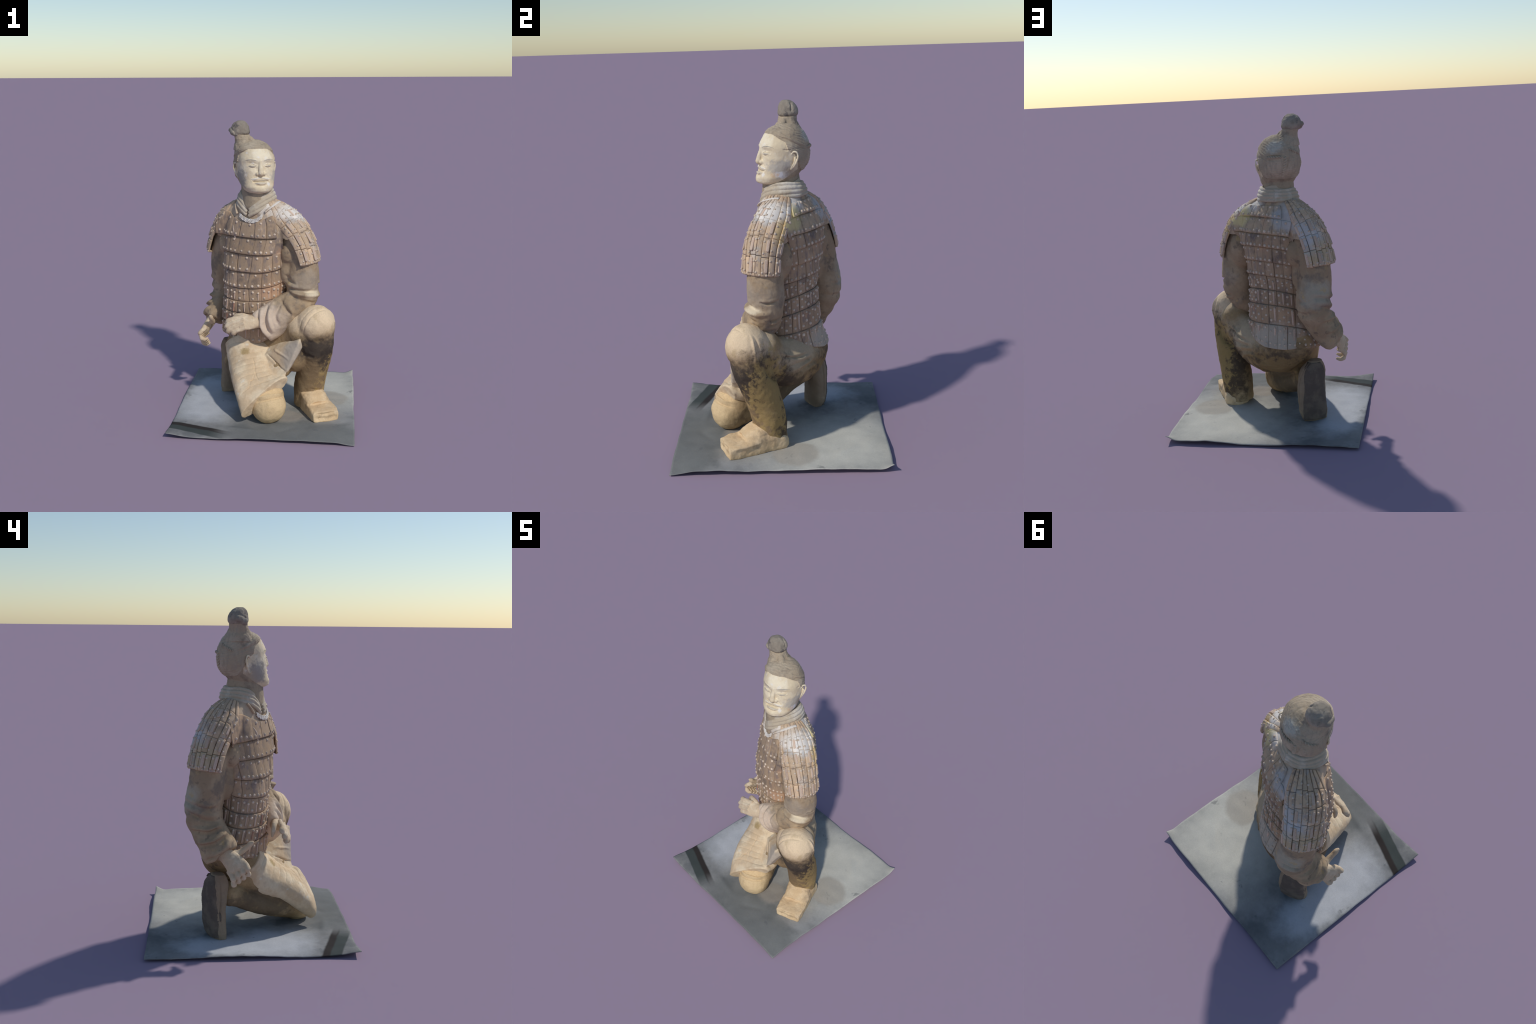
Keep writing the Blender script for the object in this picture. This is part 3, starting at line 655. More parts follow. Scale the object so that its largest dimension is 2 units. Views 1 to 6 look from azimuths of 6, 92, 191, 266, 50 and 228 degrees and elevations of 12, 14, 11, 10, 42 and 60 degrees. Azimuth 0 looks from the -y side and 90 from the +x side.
def plate_mesh(name, PN, tilt, nu=6, nv=7, side_drop=.0015):
    """PN(u,v) gives points and outward normals, tilt(u,v) the height of the outer face. u across, v down."""
    us = np.concatenate([[0, .05], np.linspace(.12, .88, nu), [.95, 1]]); vs = np.concatenate([[0, .04], np.linspace(.1, .9, nv), [.96, 1]])
    nu_, nv_ = len(us), len(vs)
    v, u = [x.ravel() for x in np.meshgrid(vs, us, indexing='ij')]
    P, N = PN(u, v)
    e = np.minimum(np.minimum(u, 1-u), np.minimum(v, 1-v))
    h = tilt(u, v) - np.where((v == 0) | (v == 1), .0026, np.where(e == 0, side_drop, np.where(e < .06, .0005, 0)))
    V = np.concatenate([P + N*h[:, None], P - N*.006]); base = len(P)
    F = []
    for i in range(nv_-1):
        for j in range(nu_-1):
            a = i*nu_+j; F.append((a, a+nu_, a+nu_+1, a+1)); F.append((base+a, base+a+1, base+a+nu_+1, base+a+nu_))
    rim = list(range(nu_)) + [i*nu_+nu_-1 for i in range(1, nv_)] + [(nv_-1)*nu_+j for j in range(nu_-2, -1, -1)] + [i*nu_ for i in range(nv_-2, 0, -1)]
    for a, b in zip(rim, rim[1:]+rim[:1]): F.append((a, b, base+b, base+a))
    me = mesh_from(name, V, np.array(F))
    bm = bmesh.new(); bm.from_mesh(me); bmesh.ops.recalc_face_normals(bm, faces=bm.faces); bm.to_mesh(me); bm.free()
    return me

def dome():
    V, F = [], []; n, m = 12, 5
    for i in range(m):
        a = i/m*math.pi/2
        for j in range(n):
            V.append((math.cos(a)*math.cos(j*2*math.pi/n), math.cos(a)*math.sin(j*2*math.pi/n), math.sin(a)*.8))
    V.append((0, 0, .8)); b = len(V)
    for j in range(n): V.append((1.1*math.cos(j*2*math.pi/n), 1.1*math.sin(j*2*math.pi/n), -.6))
    for i in range(m-1):
        for j in range(n): F.append((i*n+j, i*n+(j+1) % n, (i+1)*n+(j+1) % n, (i+1)*n+j))
    for j in range(n):
        F.append(((m-1)*n+j, (m-1)*n+(j+1) % n, m*n)); F.append((b+j, b+(j+1) % n, (j+1) % n, j))
    F.append(tuple(b+j for j in reversed(range(n))))
    return mesh_from("rivet", V, F)
RIVET = dome(); RIVET.materials.append(M_RIVET); RIVET.polygons.foreach_set("use_smooth", [True]*len(RIVET.polygons))
rivets = []          # (place, normal, size, parent)
def lace_mesh(name, mat, taper=0.0):
    """a ribbed cord tongue, 1 long (local -y), .26 wide"""
    rows = []
    for t in np.linspace(0, 1, 26):
        w = .13*(1 - taper*t)*min(1, (min(t, 1-t)*9)**.5+.15); rows.append([0, -t, .02, w, 0, 0, 0, 0, .11*min(1, (min(t, 1-t)*9)**.5+.1), 3])
    V, F = loft(rows, 26, 28)
    V[:, 2] += .014*np.cos(V[:, 0]/.13*math.pi*2.5)*(V[:, 2] > .03)
    me = mesh_from(name, V, F); me.materials.append(mat); me.polygons.foreach_set("use_smooth", [True]*len(me.polygons))
    return me
LACE, LACE_RED, LACE_PLAIN = lace_mesh("lace", M_LACE), lace_mesh("lace", M_LACE_RED, .45), lace_mesh("lace", M_LACE, .45)
def frame(p, n, down):
    z = unit(n); y = unit(-np.asarray(down) + z*np.dot(z, down)); x = np.cross(y, z)
    return Matrix(((x[0], y[0], z[0], p[0]), (x[1], y[1], z[1], p[1]), (x[2], y[2], z[2], p[2]), (0, 0, 0, 1)))
def put_lace(me, p, n, down, length, parent, wide=1.0):
    ob = bpy.data.objects.new("lace", me); COL.objects.link(ob); ob.parent = parent
    ob.matrix_local = frame(p, n, down) @ Matrix.Diagonal((length*wide, length, length*.62, 1))

# --- cuirass: columns of plates round the trunk
EDGES = np.concatenate([np.arange(-67, 113, 20.0), np.arange(113, 233, 15.0), np.arange(233, 294, 20.0)])
FRONT_ROWS = A(1.335, 1.228, 1.115, .992, .878, .782, .695, .610, .50)
BACK_ROWS = A(1.36, 1.262, 1.180, 1.088, .992, .896, .798, .672, .535)
def seam(th, r):
    """height of seam r at an angle; chest plates above, belly plates below, a pointed hem last"""
    if r == 8: return hem_z(th)
    back = .5 - .5*np.cos(np.radians(th))
    flank = np.exp(-((((th + 85 + 180) % 360) - 180)/45)**2)      # the rows dip towards the right flank
    return FRONT_ROWS[r]*(1-back) + BACK_ROWS[r]*back - .030*flank
def trunk(th, z):
    """points and normals on the trunk; above the chest the shoulders' own skin is used"""
    P = torso_grid(th, z)
    N = np.cross(torso_grid(th+1, z) - torso_grid(th-1, z), torso_grid(th, z+.01) - torso_grid(th, z-.01)); N /= np.linalg.norm(N, axis=1, keepdims=True)
    for i in np.where(z > 1.17)[0]:
        d = unit(P[i] - A(np.interp(z[i], TORSO[:, 0], TORSO[:, 1]), np.interp(z[i], TORSO[:, 0], TORSO[:, 2]), z[i]))
        h = ABVH.ray_cast(Vector(P[i] + d*.08), Vector(-d), .14)
        if h[0]: P[i] = h[0]; N[i] = unit(.6*N[i] + .4*A(*h[1]))
    return P, N
def make_cuirass():
    for c0, c1 in zip(EDGES[:-1], EDGES[1:]):
        span = c1 - c0; mid = (c0+c1)/2 % 360; m0 = min(mid, 360-mid)
        under_arm = 58 < mid < 125 or 235 < mid < 298
        for r in range(-1, 8):
            if r == -1 and not 140 < mid < 222: continue
            if r == 0 and not (m0 < 62 or 128 < mid < 232): continue
            if r == 1 and under_arm: continue
            jit = rng.uniform(-.8, .8); gap = .02; amp = rng.uniform(.0, .003)
            def place(u, v, c0=c0+jit, r=r, span=span):
                th = c0+gap + (span-2*gap)*u
                z0 = seam(th, r) if r > 0 else (np.full_like(th, 1.435) if r < 0 else seam(th, 0)); z1 = seam(th, r+1) if r >= 0 else seam(th, 0)
                if r == 0 and m0 < 70:
                    m = np.minimum(th % 360, 360 - th % 360); z0 = 1.335 + .05*np.clip((m-10)/40, 0, 1)
                z = (z0-.0022)*(1-v) + (z1+.0022)*v
                return th - .8*(np.interp(z, TORSO[:, 0], TORSO[:, 8]) + 30), z      # columns stay upright while the waist turns
            hang = r < 4   # chest rows hang over the row below; belly rows ride up over the row above
            side = 1 if mid < 180 else -1
            PN = lambda u, v: trunk(*place(u, v))
            def at(u, v):
                P, N = PN(A(u), A(v)); return P[0], N[0]
            def tilt(u, v, amp=amp):
                t = v if hang else 1-v
                w = (1-u) if side > 0 else u
                return .003 + amp*.6 + (.012 if hang else .005)*t + .0018*w + .002*np.sin(np.pi*u)
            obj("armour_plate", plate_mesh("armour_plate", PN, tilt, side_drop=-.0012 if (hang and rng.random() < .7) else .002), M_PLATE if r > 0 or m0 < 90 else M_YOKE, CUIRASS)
            def riv(u, v, s=.0090):
                p, n = at(u, v)
                rivets.append((p + n*(tilt(u, v)-.001), n, s*rng.uniform(.85, 1.12), CUIRASS, 0 if under_arm else 1))
            if r < 4:
                riv(.5+rng.uniform(-.08, .08), .17)
                if rng.random() < .85: riv(.27, .84+rng.uniform(-.02, .02))
                riv(.75, .84+rng.uniform(-.02, .02))
            else:
                riv(.26, .25+rng.uniform(-.03, .03)); riv(.26, .78)
                if r == 7: riv(.78, .82)
                v0 = .35 if r == 4 else .12
                p, n = at(.7, v0); q, _ = at(.7, .95)
                red = mid > 305 and r in (5, 6) and rng.random() < .8
                put_lace(LACE_RED if red else LACE_PLAIN, p + n*(tilt(.7, v0)-.001), n, q-p, np.linalg.norm(q-p)*(1.0 if r < 7 else .75)*rng.uniform(.8, 1), CUIRASS, .72) if (m0 < 75 or rng.random() < .6) else riv(.72, .55)
                rivets.append((p + n*(tilt(.7, v0)+.003), n, .0072, CUIRASS, 1 if not under_arm else 0))
make_cuirass()

# --- shoulder guards: long columns of plates that fan from the neck over each shoulder
def guard(spine, out_sign):
    R = np.array(spine, float); C = catmull(R[:, :3], 60); Tn = np.gradient(C, axis=0)
    def ray(phi, t):
        i = t*59; k = min(int(i), 58); w = i-k
        c = C[k]*(1-w) + C[k+1]*w; tg = unit(Tn[k]*(1-w) + Tn[k+1]*w)
        f = unit(TF - tg*np.dot(tg, TF)); o = np.cross(f, tg)
        if o @ (TS*out_sign + A(0, 0, .8)) < 0: o = -o
        d = f*math.cos(math.radians(phi)) + o*math.sin(math.radians(phi))
        h = ABVH.ray_cast(Vector(c + d*.35), Vector(-d))
        p = A(*h[0]) if h[0] else c + d*.12
        return p, unit(d*.6 + .4*(A(*h[1]) if h[1] else d))
    ncol = 8; ts = [.11, .29, .45, .62, .80, 1.0]
    cuts = np.linspace(0, 1, ncol+1) + np.array([0] + [rng.uniform(-.012, .012) for _ in range(ncol-1)] + [0])
    def phi(q, t):
        a = np.interp(t, [.1, .2, .35, .5, .75, 1], [48, 27, 4, 2, 16, 26]); b = np.interp(t, [.1, .2, .35, .5, 1], [132, 150, 170, 174, 168])
        return a + (b-a)*q
    for ci in range(ncol):
        for r in range(5):
            sh = .012*math.sin(ci*2.1+r)
            t0, t1 = ts[r] + (sh if r else 0), ts[r+1] + (.012*math.sin(ci*2.1+r+1) if r < 4 else rng.uniform(-.006, .002))
            def PN(u, v):
                P, N = [], []
                for a, b in zip(np.atleast_1d(u), np.atleast_1d(v)):
                    t = (t0+.002)*(1-b) + (t1-.002)*b
                    p, n = ray(phi(cuts[ci]+.004 + (cuts[ci+1]-cuts[ci]-.008)*a, t), t); P.append(p); N.append(n)
                return np.array(P), np.array(N)
            def tilt(u, v):
                w = u if ci < ncol/2 else 1-u
                return .003 + .0018*(1-v) + .0055*w + .0015*np.sin(np.pi*u)
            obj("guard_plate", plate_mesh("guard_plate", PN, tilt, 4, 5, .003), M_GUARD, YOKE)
            def riv(u, v):
                P, N = PN(u, v); rivets.append((P[0] + N[0]*(tilt(u, v)-.001), N[0], .0074*rng.uniform(.8, 1.1), YOKE, 1))
            su = .82 if ci < ncol/2 else .18
            if r > 0:
                riv(su, .25 + rng.uniform(-.06, .06)); riv(su, .75 + rng.uniform(-.06, .06))
                if r == 4: riv(1-su, .9)
            elif ci % 2: riv(su, .7)
            if r >= 1 and (ci % 2 == 1 if r >= 2 else ci % 4 == 3):
                lu = 1-su*.8 if ci < ncol/2 else 1-(su+.15)
                P0, N0 = PN(lu, .08); P1, _ = PN(lu, .86)
                put_lace(LACE, P0[0] + N0[0]*(tilt(lu, .3)-.001), N0[0], P1[0]-P0[0], np.linalg.norm(P1[0]-P0[0])*rng.uniform(.8, 1), YOKE, .95)
guard(SPINE_L, 1); guard(SPINE_R, -1)

# rivets: the 300 that show most are objects of their own, the rest one joined part
order = sorted(range(len(rivets)), key=lambda i: -rivets[i][4])
def rot_to(n, p, s):
    n = unit(n); a = unit(np.cross(n, A(.3, .2, 1))); b = np.cross(n, a)
    return Matrix(((a[0]*s, b[0]*s, n[0]*s, p[0]), (a[1]*s, b[1]*s, n[1]*s, p[1]), (a[2]*s, b[2]*s, n[2]*s, p[2]), (0, 0, 0, 1)))
rv = np.array([v.co[:] for v in RIVET.vertices]); rfaces = [tuple(p.vertices) for p in RIVET.polygons]; rest = []
for k, i in enumerate(order):
    p, n, s, par, _ = rivets[i]; M = rot_to(n, p, s)
    if k < 300:
        ob = bpy.data.objects.new("rivet", RIVET); COL.objects.link(ob); ob.parent = par; ob.matrix_local = M
    else:
        m = np.array(M); rest.append((rv @ m[:3, :3].T + m[:3, 3], rfaces))
if rest:
    ob = build("rivet_field", *merge(rest), M_RIVET, CUIRASS); ob["kind"] = "stuff"
# ------------------------------------------------------------------ head
HO = A(-.089, .054, 0); HYAW = 20
HS = A(math.cos(math.radians(HYAW)), math.sin(math.radians(HYAW)), 0); HF = A(math.sin(math.radians(HYAW)), -math.cos(math.radians(HYAW)), 0)
def hp(s, f, z): return HO + HS*s + HF*f + A(0, 0, z)
head_rows = [  # z front back halfwidth exponent
 (1.522, .125, 0, .05, 2), (1.534, .160, -.03, .078, 2.05), (1.558, .173, -.06, .101, 2.15), (1.6, .160, -.105, .116, 2.3), (1.65, .150, -.143, .125, 2.4), (1.7, .144, -.153, .127, 2.35),
 (1.75, .146, -.152, .126, 2.2), (1.79, .128, -.14, .118, 2.0), (1.825, .102, -.116, .104, 2), (1.85, .06, -.085, .076, 2), (1.866, .02, -.06, .04, 2)]
nose = [tube([hp(0, .140, 1.745).tolist() + [.013, .012], hp(0, .147, 1.715).tolist() + [.013, .013], hp(0, .156, 1.69).tolist() + [.015, .014], hp(0, .160, 1.668).tolist() + [.019, .017], hp(0, .150, 1.650).tolist() + [.017, .013]], ref=HF),
   ball(hp(0, .161, 1.665), .019), ball(hp(.022, .149, 1.658), .0135), ball(hp(-.022, .149, 1.658), .0135)]
HV, HFc = fuse([loft([ring(hp(-.012*min(1, max(0, (z-1.74)/.08)), (f+b)/2, z), w, (f-b)/2, HYAW, e) for z, f, b, w, e in head_rows], 90, 80),
   loft([ring(c, a, b, 0) for c, a, b in [((-.082, .03, 1.42), .1, .112), ((-.082, .03, 1.5), .097, .112), ((-.085, .036, 1.56), .097, .108), ((-.085, .05, 1.62), .08, .08)]])] + nose, .0026, 6)
def loc(V):
    d = V - HO; return np.stack([d @ HS, d @ HF, d[:, 2]], 1)
L = loc(HV)
back = L[:, 1] < 0
HV[back] += np.outer(.15*L[back, 1], HS)      # the back of the skull swings a little to the right
def face_blob(c, r, h):
    global HV
    q = (loc(HV) - A(*c))/A(*r); k = np.exp(-(q**2).sum(1)); HV = HV + np.outer(h*k, HF)
def face_line(pts, w, h, taper=.25):
    global HV
    P = [hp(*p) for p in pts]; HV = stroke(HV, np.tile(HF, (len(HV), 1)), P, w, h, taper, 24)
for m in (-1, 1):
    face_blob((m*.056, .14, 1.724), (.032, .05, .012), -.0075)
    face_blob((m*.055, .13, 1.710), (.026, .05, .0105), .0085)
    face_blob((m*.072, .12, 1.68), (.034, .05, .024), .006)
    face_blob((m*.030, .14, 1.690), (.010, .05, .02), -.003)
    face_line([(m*.024, .145, 1.744), (m*.045, .146, 1.750), (m*.07, .135, 1.753), (m*.095, .115, 1.746)], .0075, .005, .4)
    face_blob((m*.03, .14, 1.765), (.03, .05, .02), .003)
    face_line([(m*.026, .14, 1.709), (m*.05, .14, 1.7185), (m*.075, .13, 1.717), (m*.094, .12, 1.714)], .0030, -.006, .15)
    face_line([(m*.028, .14, 1.716), (m*.05, .14, 1.7255), (m*.08, .13, 1.723)], .0035, .003)
    face_line([(m*.028, .14, 1.706), (m*.052, .14, 1.6995), (m*.080, .13, 1.705)], .0026, -.004, .15)
    face_line([(m*.027, .15, 1.66), (m*.046, .15, 1.64), (m*.062, .14, 1.612)], .006, -.0045)
    face_blob((m*.014, .165, 1.647), (.008, .03, .005), -.006)
    face_line([(m*.018, .165, 1.634), (m*.036, .155, 1.632), (m*.058, .14, 1.627)], .006, .005)
face_line([(-.056, .145, 1.606), (-.025, .16, 1.610), (0, .165, 1.612), (.025, .16, 1.610), (.056, .145, 1.606)], .0055, -.011, .1)
face_line([(-.036, .15, 1.597), (0, .165, 1.596), (.036, .15, 1.597)], .0085, .010)
face_line([(-.04, .15, 1.580), (0, .165, 1.577), (.04, .15, 1.580)], .007, -.006)
face_blob((0, .165, 1.555), (.034, .04, .02), .006)
# hair: a combed mass that stands proud of the brow, with strands, parting creases and a sweep to the knot
L = loc(HV); s_, f_, z_ = L.T
line = np.interp(f_, [-.11, -.07, -.035, -.02, .0, .022, .035, .06, .094, .12], [1.598, 1.605, 1.66, 1.70, 1.715, 1.728, 1.775, 1.792, 1.820, 1.822])
hairness = 1/(1+np.exp(-(z_-line)/.0016))
N = normals(HV, HFc); HV = HV + N*(hairness*.006)[:, None]
N = normals(HV, HFc); L = loc(HV); az = np.degrees(np.arctan2(L[:, 0], L[:, 1]))
strand = np.sin((L[:, 2] - L[:, 1]*.42)*430 + np.sin(az*.13)*1.2 + np.sin(L[:, 2]*90))*.0008
HV = HV + N*(hairness*strand)[:, None]
HB = BVHTree.FromPolygons(HV.tolist(), np.asarray(HFc).tolist())
def on_head(azd, z, off=0.0):
    """place on the head: degrees round from the nose (positive to the figure's left) at height z"""
    d = HF*math.cos(math.radians(azd)) + HS*math.sin(math.radians(azd)); o = HO + A(0, 0, z)
    h = HB.ray_cast(Vector(o + d*.4), Vector(-d)); return (A(*h[0]) if h[0] else o + d*.1) + d*off
nh = lambda: normals(HV, HFc)
for pts, w, h in [
  ([(40, 1.815), (75, 1.79), (110, 1.757), (138, 1.735)], .006, -.004), ([(30, 1.845), (70, 1.82), (110, 1.78), (136, 1.748)], .005, -.003), ([(45, 1.835), (75, 1.805), (110, 1.77), (136, 1.742)], .009, .004),
  ([(98, 1.735), (118, 1.737), (136, 1.728)], .004, -.004), ([(-40, 1.815), (-75, 1.785), (-105, 1.757), (-124, 1.742)], .006, -.004), ([(-35, 1.84), (-70, 1.815), (-100, 1.78), (-122, 1.755)], .009, .004),
  ([(-60, 1.84), (-90, 1.81), (-120, 1.76)], .005, -.004),
  ([(138, 1.73), (141, 1.69), (146, 1.65), (155, 1.612), (172, 1.600), (184, 1.602)], .005, -.004), ([(-126, 1.735), (-122, 1.70), (-118, 1.66)], .005, .004), ([(-130, 1.60), (-150, 1.605), (-172, 1.602)], .005, -.003),
  ([(138, 1.745), (160, 1.748), (185, 1.748)], .006, -.005), ([(140, 1.722), (160, 1.722), (182, 1.722)], .005, -.004),
  ([(196, 1.74), (194, 1.70), (190, 1.66)], .007, -.006), ([(206, 1.74), (205, 1.70), (200, 1.65)], .012, .005), ([(66, 1.735), (78, 1.73), (88, 1.733)], .004, -.005), ([(-66, 1.735), (-78, 1.728), (-88, 1.733)], .004, -.005)]:
    HV = stroke(HV, nh(), [on_head(*p) for p in pts], w, h)
HV = rough(HV, nh(), .0012, 40, 9)
# hairline as a clean cut
hc = HV[np.asarray(HFc)].mean(1); lc = loc(hc)
line = np.interp(lc[:, 1], [-.11, -.07, -.035, -.02, .0, .022, .035, .06, .094, .12], [1.598, 1.605, 1.66, 1.70, 1.715, 1.728, 1.775, 1.792, 1.820, 1.822])
jaw = np.interp(lc[:, 1], [-.05, -.01, .04, .10, .16], [1.62, 1.60, 1.565, 1.535, 1.52])
lab = np.where(lc[:, 2] > line, 1, np.where((lc[:, 2] < jaw) | (lc[:, 1] < -.04), 2, 0))
HEAD, HAIR, NECK = split(HV, HFc, lab, ["head", "hair", "neck"], [M_FACE, M_HAIR, M_NECK])

def rope(name, pts, r, mat, parent, pitch=.016, strands=2, n=80):
    """twisted plait along a curve"""
    C = catmull(pts, n); T = np.gradient(C, axis=0); parts = []
    ln = np.concatenate([[0], np.cumsum(np.linalg.norm(np.diff(C, axis=0), axis=1))])
    for k in range(strands):
        rows = []
        for c, t, s in zip(C, T, ln):
            t = unit(t); a = unit(np.cross(t, A(.1, .2, 1) if abs(t[2]) < .9 else A(1, 0, 0))); b = np.cross(t, a)
            ph = 2*math.pi*(s/pitch/2 + k/strands)
            e = min(1, .35 + 9*min(s, ln[-1]-s)/ln[-1]); rows.append([*(c + (a*math.cos(ph) + b*math.sin(ph))*r*.5*e), r*.62*e, r*.62*e])
        parts.append(tube(rows, nr=n, ns=10))
    return build(name, *merge(parts), mat, parent)
rope("braid", [on_head(140, 1.736, -.006), on_head(155, 1.738, -.002), on_head(170, 1.739, -.002), on_head(187, 1.74, -.004)], .009, M_HAIR, HAIR)
rope("braid", [on_head(189, 1.745, -.005), on_head(188, 1.70, -.002), on_head(186, 1.66, -.002), on_head(183, 1.61, -.005)], .011, M_HAIR, HAIR)
rope("braid", [on_head(198, 1.79, -.005), on_head(208, 1.775, -.002), on_head(220, 1.76, -.002), on_head(233, 1.742, -.006)], .009, M_HAIR, HAIR)

# eyebrows, moustache, lips
HB2 = BVHTree.FromPolygons(HV.tolist(), np.asarray(HFc).tolist())
def face_tube(name, pts, mat, parent, sink=.3, n=24):
    rows = []
    for s, z, r in pts:
        h = HB2.ray_cast(Vector(hp(s, .4, z)), Vector(-HF)); p = A(*h[0])
        rows.append([*(p - HF*r*sink), r, r])
    build(name, *tube(rows, nr=n, ns=12), mat, parent)
for m in (-1, 1):
    face_tube("eyebrow", [(m*.022, 1.743, .0014), (m*.037, 1.7485, .0026), (m*.058, 1.752, .0028), (m*.078, 1.751, .0022), (m*.097, 1.744, .0008)], M_BROW, HEAD, .6)
    face_tube("moustache", [(m*.004, 1.630, .004), (m*.018, 1.631, .0075), (m*.036, 1.627, .0085), (m*.052, 1.623, .0075), (m*.066, 1.626, .0025)], M_TASH, HEAD, .68)
face_tube("lip", [(-.042, 1.598, .0015), (-.02, 1.597, .006), (0, 1.597, .007), (.02, 1.597, .006), (.042, 1.598, .0015)], M_LIP, HEAD, .85)
face_tube("lip", [(-.042, 1.614, .0015), (-.02, 1.617, .0045), (0, 1.616, .004), (.02, 1.617, .0045), (.042, 1.614, .0015)], M_LIP, HEAD, .7)

for m in (-1, 1):      # eyeballs between the lids
    face_tube("eye", [(m*.031, 1.7085, .0012), (m*.042, 1.7095, .0042), (m*.055, 1.7100, .0052), (m*.068, 1.7105, .0042), (m*.080, 1.7110, .0012)], M_EYE, HEAD, .45)
# ears
def ear(m):
    def q(u, v, o):   # u forward, v up from the ear centre, o outward
        c = hp(m*.122, -.008, 1.668)
        up = unit(A(0, 0, 1) - HF*.22 + HS*m*.10); fw = unit(HF*.93 - HS*m*.35); ou = np.cross(fw, up)*(1 if np.cross(fw, up) @ (HS*m) > 0 else -1)
        return c + fw*u + up*v + ou*o
    rim = [(-.002, -.050, .002), (-.014, -.03, .006), (-.022, -.002, .012), (-.022, .028, .014), (-.010, .050, .013), (.008, .053, .009), (.018, .038, .005), (.016, .02, .001)]
    parts = [tube([[*q(*p), .0055 if i not in (0, len(rim)-1) else .004, .0055 if i not in (0, len(rim)-1) else .004] for i, p in enumerate(rim)], nr=50, ns=14)]
    anti = [(.0, -.036, .004), (-.009, -.012, .006), (-.009, .018, .007), (.0, .036, .006)]
    parts.append(tube([[*q(*p), .005, .0045] for p in anti], nr=24, ns=12))
    parts.append(ball(q(.0, -.047, .0), .011, (.8, 1, 1.1))); parts.append(ball(q(.012, -.010, .0), .007))
    secs = [sec(q(-.004, v, -.004), q(w, v, -.004)-q(0, v, -.004), q(0, v, .004)-q(0, v, 0), 2) for v, w in [(-.055, .006), (-.04, .014), (-.01, .019), (.025, .021), (.045, .016), (.053, .006)]]
    parts.append(loft(secs, 24, 24))
    V, F = fuse(parts, .0022, 2)
    build("ear", V, F, M_FACE, HEAD)
ear(1); ear(-1)

# topknot: bound stalk and slanted bun
KV, KF = fuse([loft([ring(c, a, b, 0) for c, a, b in [((-.14, .075, 1.80), .10, .10), ((-.15, .073, 1.835), .085, .085), ((-.163, .073, 1.858), .067, .069), ((-.175, .075, 1.88), .058, .059), ((-.184, .078, 1.908), .053, .055)]], 40, 48),
  tube([(-.08, .03, 1.85, .02, .012), (-.115, .045, 1.872, .022, .018), (-.15, .06, 1.89, .02, .02)])], .0032, 4)
kl = [([(-.215+.1*k, .02+.01*k, 1.872+.012*i) for k in np.linspace(0, 1, 4)], .003, -.003) for i in range(3)]
KV = folds(KV, KF, kl); KV = rough(KV, normals(KV, KF), .003, 35, 11)
build("hair_tie", KV, KF, M_HAIR, HAIR)
BV, BF = fuse([loft([ring(c, a, b, 0, 2.3) for c, a, b in [((-.186, .08, 1.903), .044, .046), ((-.189, .08, 1.912), .056, .055), ((-.194, .081, 1.945), .063, .058), ((-.194, .078, 1.97), .053, .05), ((-.193, .073, 1.99), .034, .032), ((-.193, .07, 2.0), .012, .012)]], 60, 48),
  tube([(-.20, .045, 1.905, .02, .02), (-.24, .055, 1.925, .024, .022), (-.255, .075, 1.935, .02, .018), (-.23, .1, 1.93, .018, .018)])], .0028, 3)
BV = folds(BV, BF, [([(-.16, .1, 2.0), (-.14, .1, 1.97), (-.133, .1, 1.93)], .006, -.007), ([(-.25, .045, 1.95), (-.235, .04, 1.93), (-.22, .035, 1.91)], .004, -.006)])
BV = rough(BV, normals(BV, BF), .003, 30, 12)
BV[:, 2] = np.minimum(BV[:, 2], 2.0)
build("topknot", BV, BF, M_KNOT, HAIR)

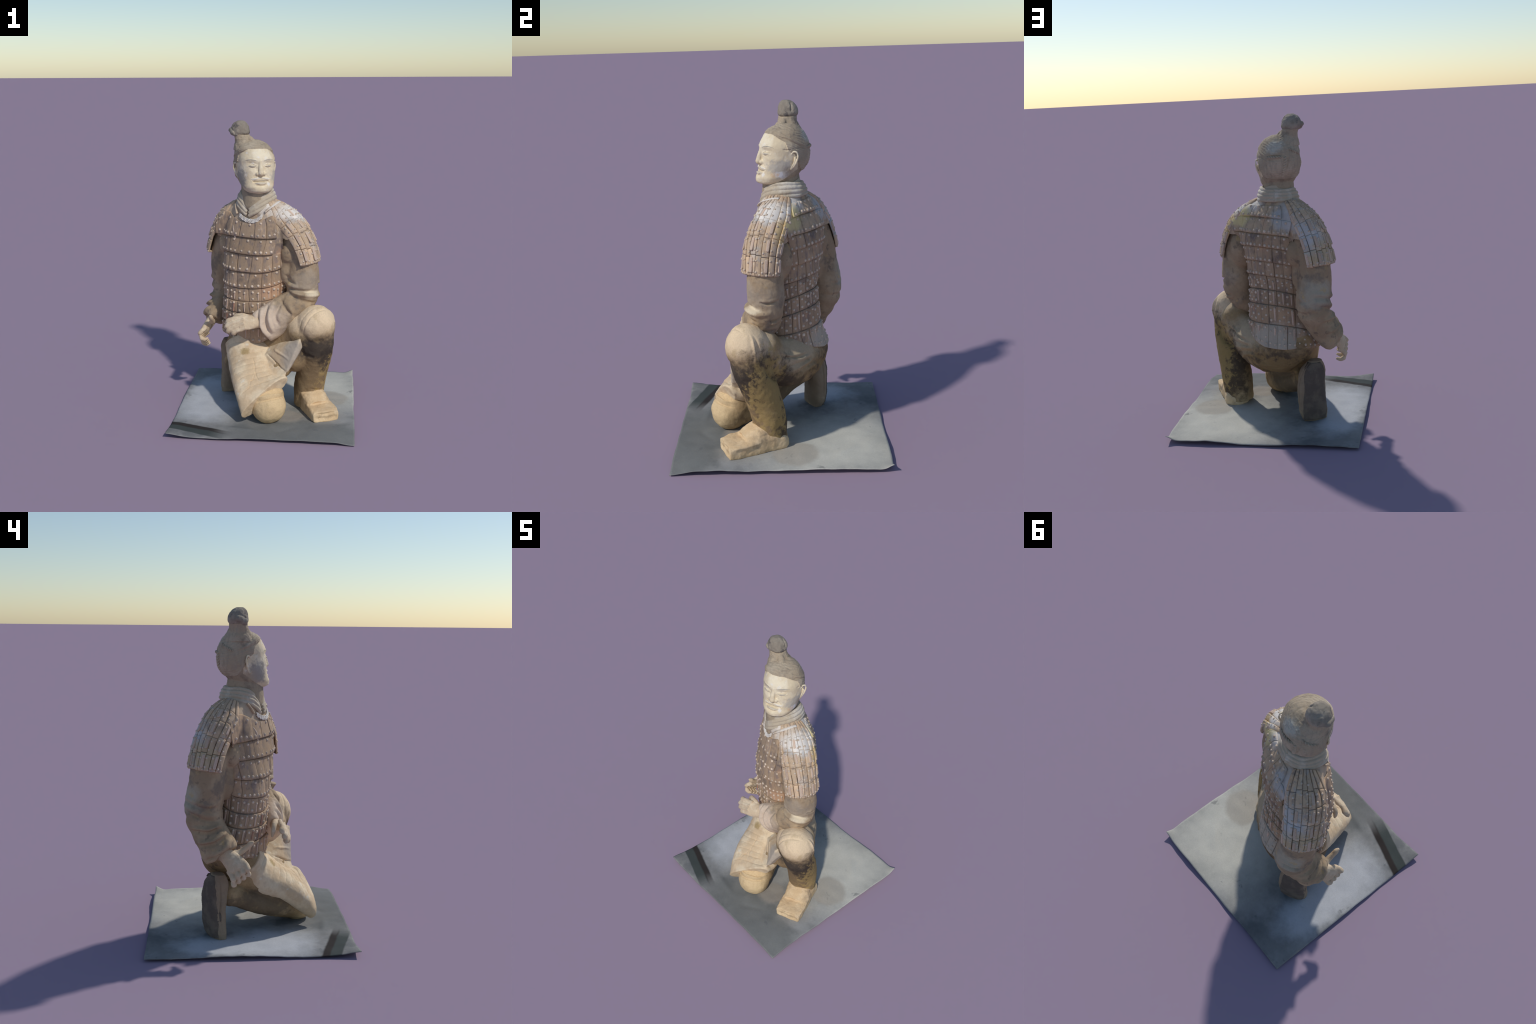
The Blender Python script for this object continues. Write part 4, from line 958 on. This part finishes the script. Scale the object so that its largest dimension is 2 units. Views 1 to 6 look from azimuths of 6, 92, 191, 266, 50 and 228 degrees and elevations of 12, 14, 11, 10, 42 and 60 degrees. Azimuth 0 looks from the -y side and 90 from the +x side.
# ------------------------------------------------------------------ scarf and neck cord
def wrap(rows, r): return tube([[*p, r*1.05, r*1.0] for p in rows], nr=60, ns=16)
def droop(y): return .30*(y - .17)*(y < .17)      # the wrap sinks from the nape to the throat
sp = [loft([sec((-.08, .04, 1.40), (.115, 0, 0), (0, -.108, -.02)), sec((-.08, .042, 1.43), (.112, 0, 0), (0, -.108, -.02)), sec((-.079, .044, 1.48), (.106, 0, 0), (0, -.104, -.04)), sec((-.08, .046, 1.51), (.096, 0, 0), (0, -.094, -.05))])]
for i, (dz, dr, r) in enumerate([(.026, -.013, .012), (.004, -.002, .0135), (-.020, .006, .0135), (-.044, .010, .0125)]):
    def ringpt(a, z, k=0.0):
        a = math.radians(a); return (-.08 + (.118+dr+k)*math.sin(a), .042 - (.126+dr+k)*math.cos(a), z)
    sp.append(wrap([ringpt(180, 1.503+dz*.85), ringpt(140, 1.504+dz*.85), ringpt(95, 1.508+dz), ringpt(60, 1.50+dz), ringpt(30, 1.476+dz, -.004), ringpt(4, 1.445+dz, -.004), ringpt(-20, 1.41+dz*.8, -.008)], r))
    sp.append(wrap([ringpt(180, 1.503+dz*.85), ringpt(-140, 1.50+dz*.85), ringpt(-100, 1.498+dz), ringpt(-74, 1.483+dz), ringpt(-52, 1.452+dz, -.010), ringpt(-30, 1.412+dz*.8, -.018)], r*.95))
CV, CF = fuse(sp, .0026, 1)
CV = rough(CV, normals(CV, CF), .0015, 30, 13)
build("scarf", CV, CF, M_SCARF)
def onto(p, off=.004):
    h = ABVH.find_nearest(Vector(p)); n = A(*h[1]); return A(*h[0]) + n*off
cordpts = [(-.188, -.03, 1.372), (-.16, -.06, 1.352), (-.12, -.085, 1.340), (-.08, -.098, 1.340), (-.045, -.104, 1.358), (-.022, -.104, 1.382)]
for k in range(3):
    rope("neck_cord", [onto(A(*p) + A(0, 0, -.009*k + .012), .007) for p in cordpts], .0058, M_CORD, YOKE, .03)
# shoulder straps of the breastplate
for pts in ([(-.205, .03, 1.435), (-.21, .0, 1.41), (-.205, -.02, 1.38)], [(.075, .02, 1.452), (.05, -.03, 1.44), (.015, -.075, 1.42), (-.01, -.095, 1.40)]):
    P = [onto(p, .004) for p in catmull(pts, 8)]
    build("strap", *tube([[*p, .014, .006] for p in P], nr=24, ns=16), M_YOKE, YOKE)
YV = [onto(p, .006) for p in [(-.232, -.005, 1.30), (-.226, -.025, 1.27), (-.217, -.033, 1.235), (-.215, -.04, 1.20)]]
build("lace", *tube([[*p, r, r*.8] for p, r in zip(YV, (.005, .011, .010, .004))], nr=24, ns=14), M_LACE, YOKE)
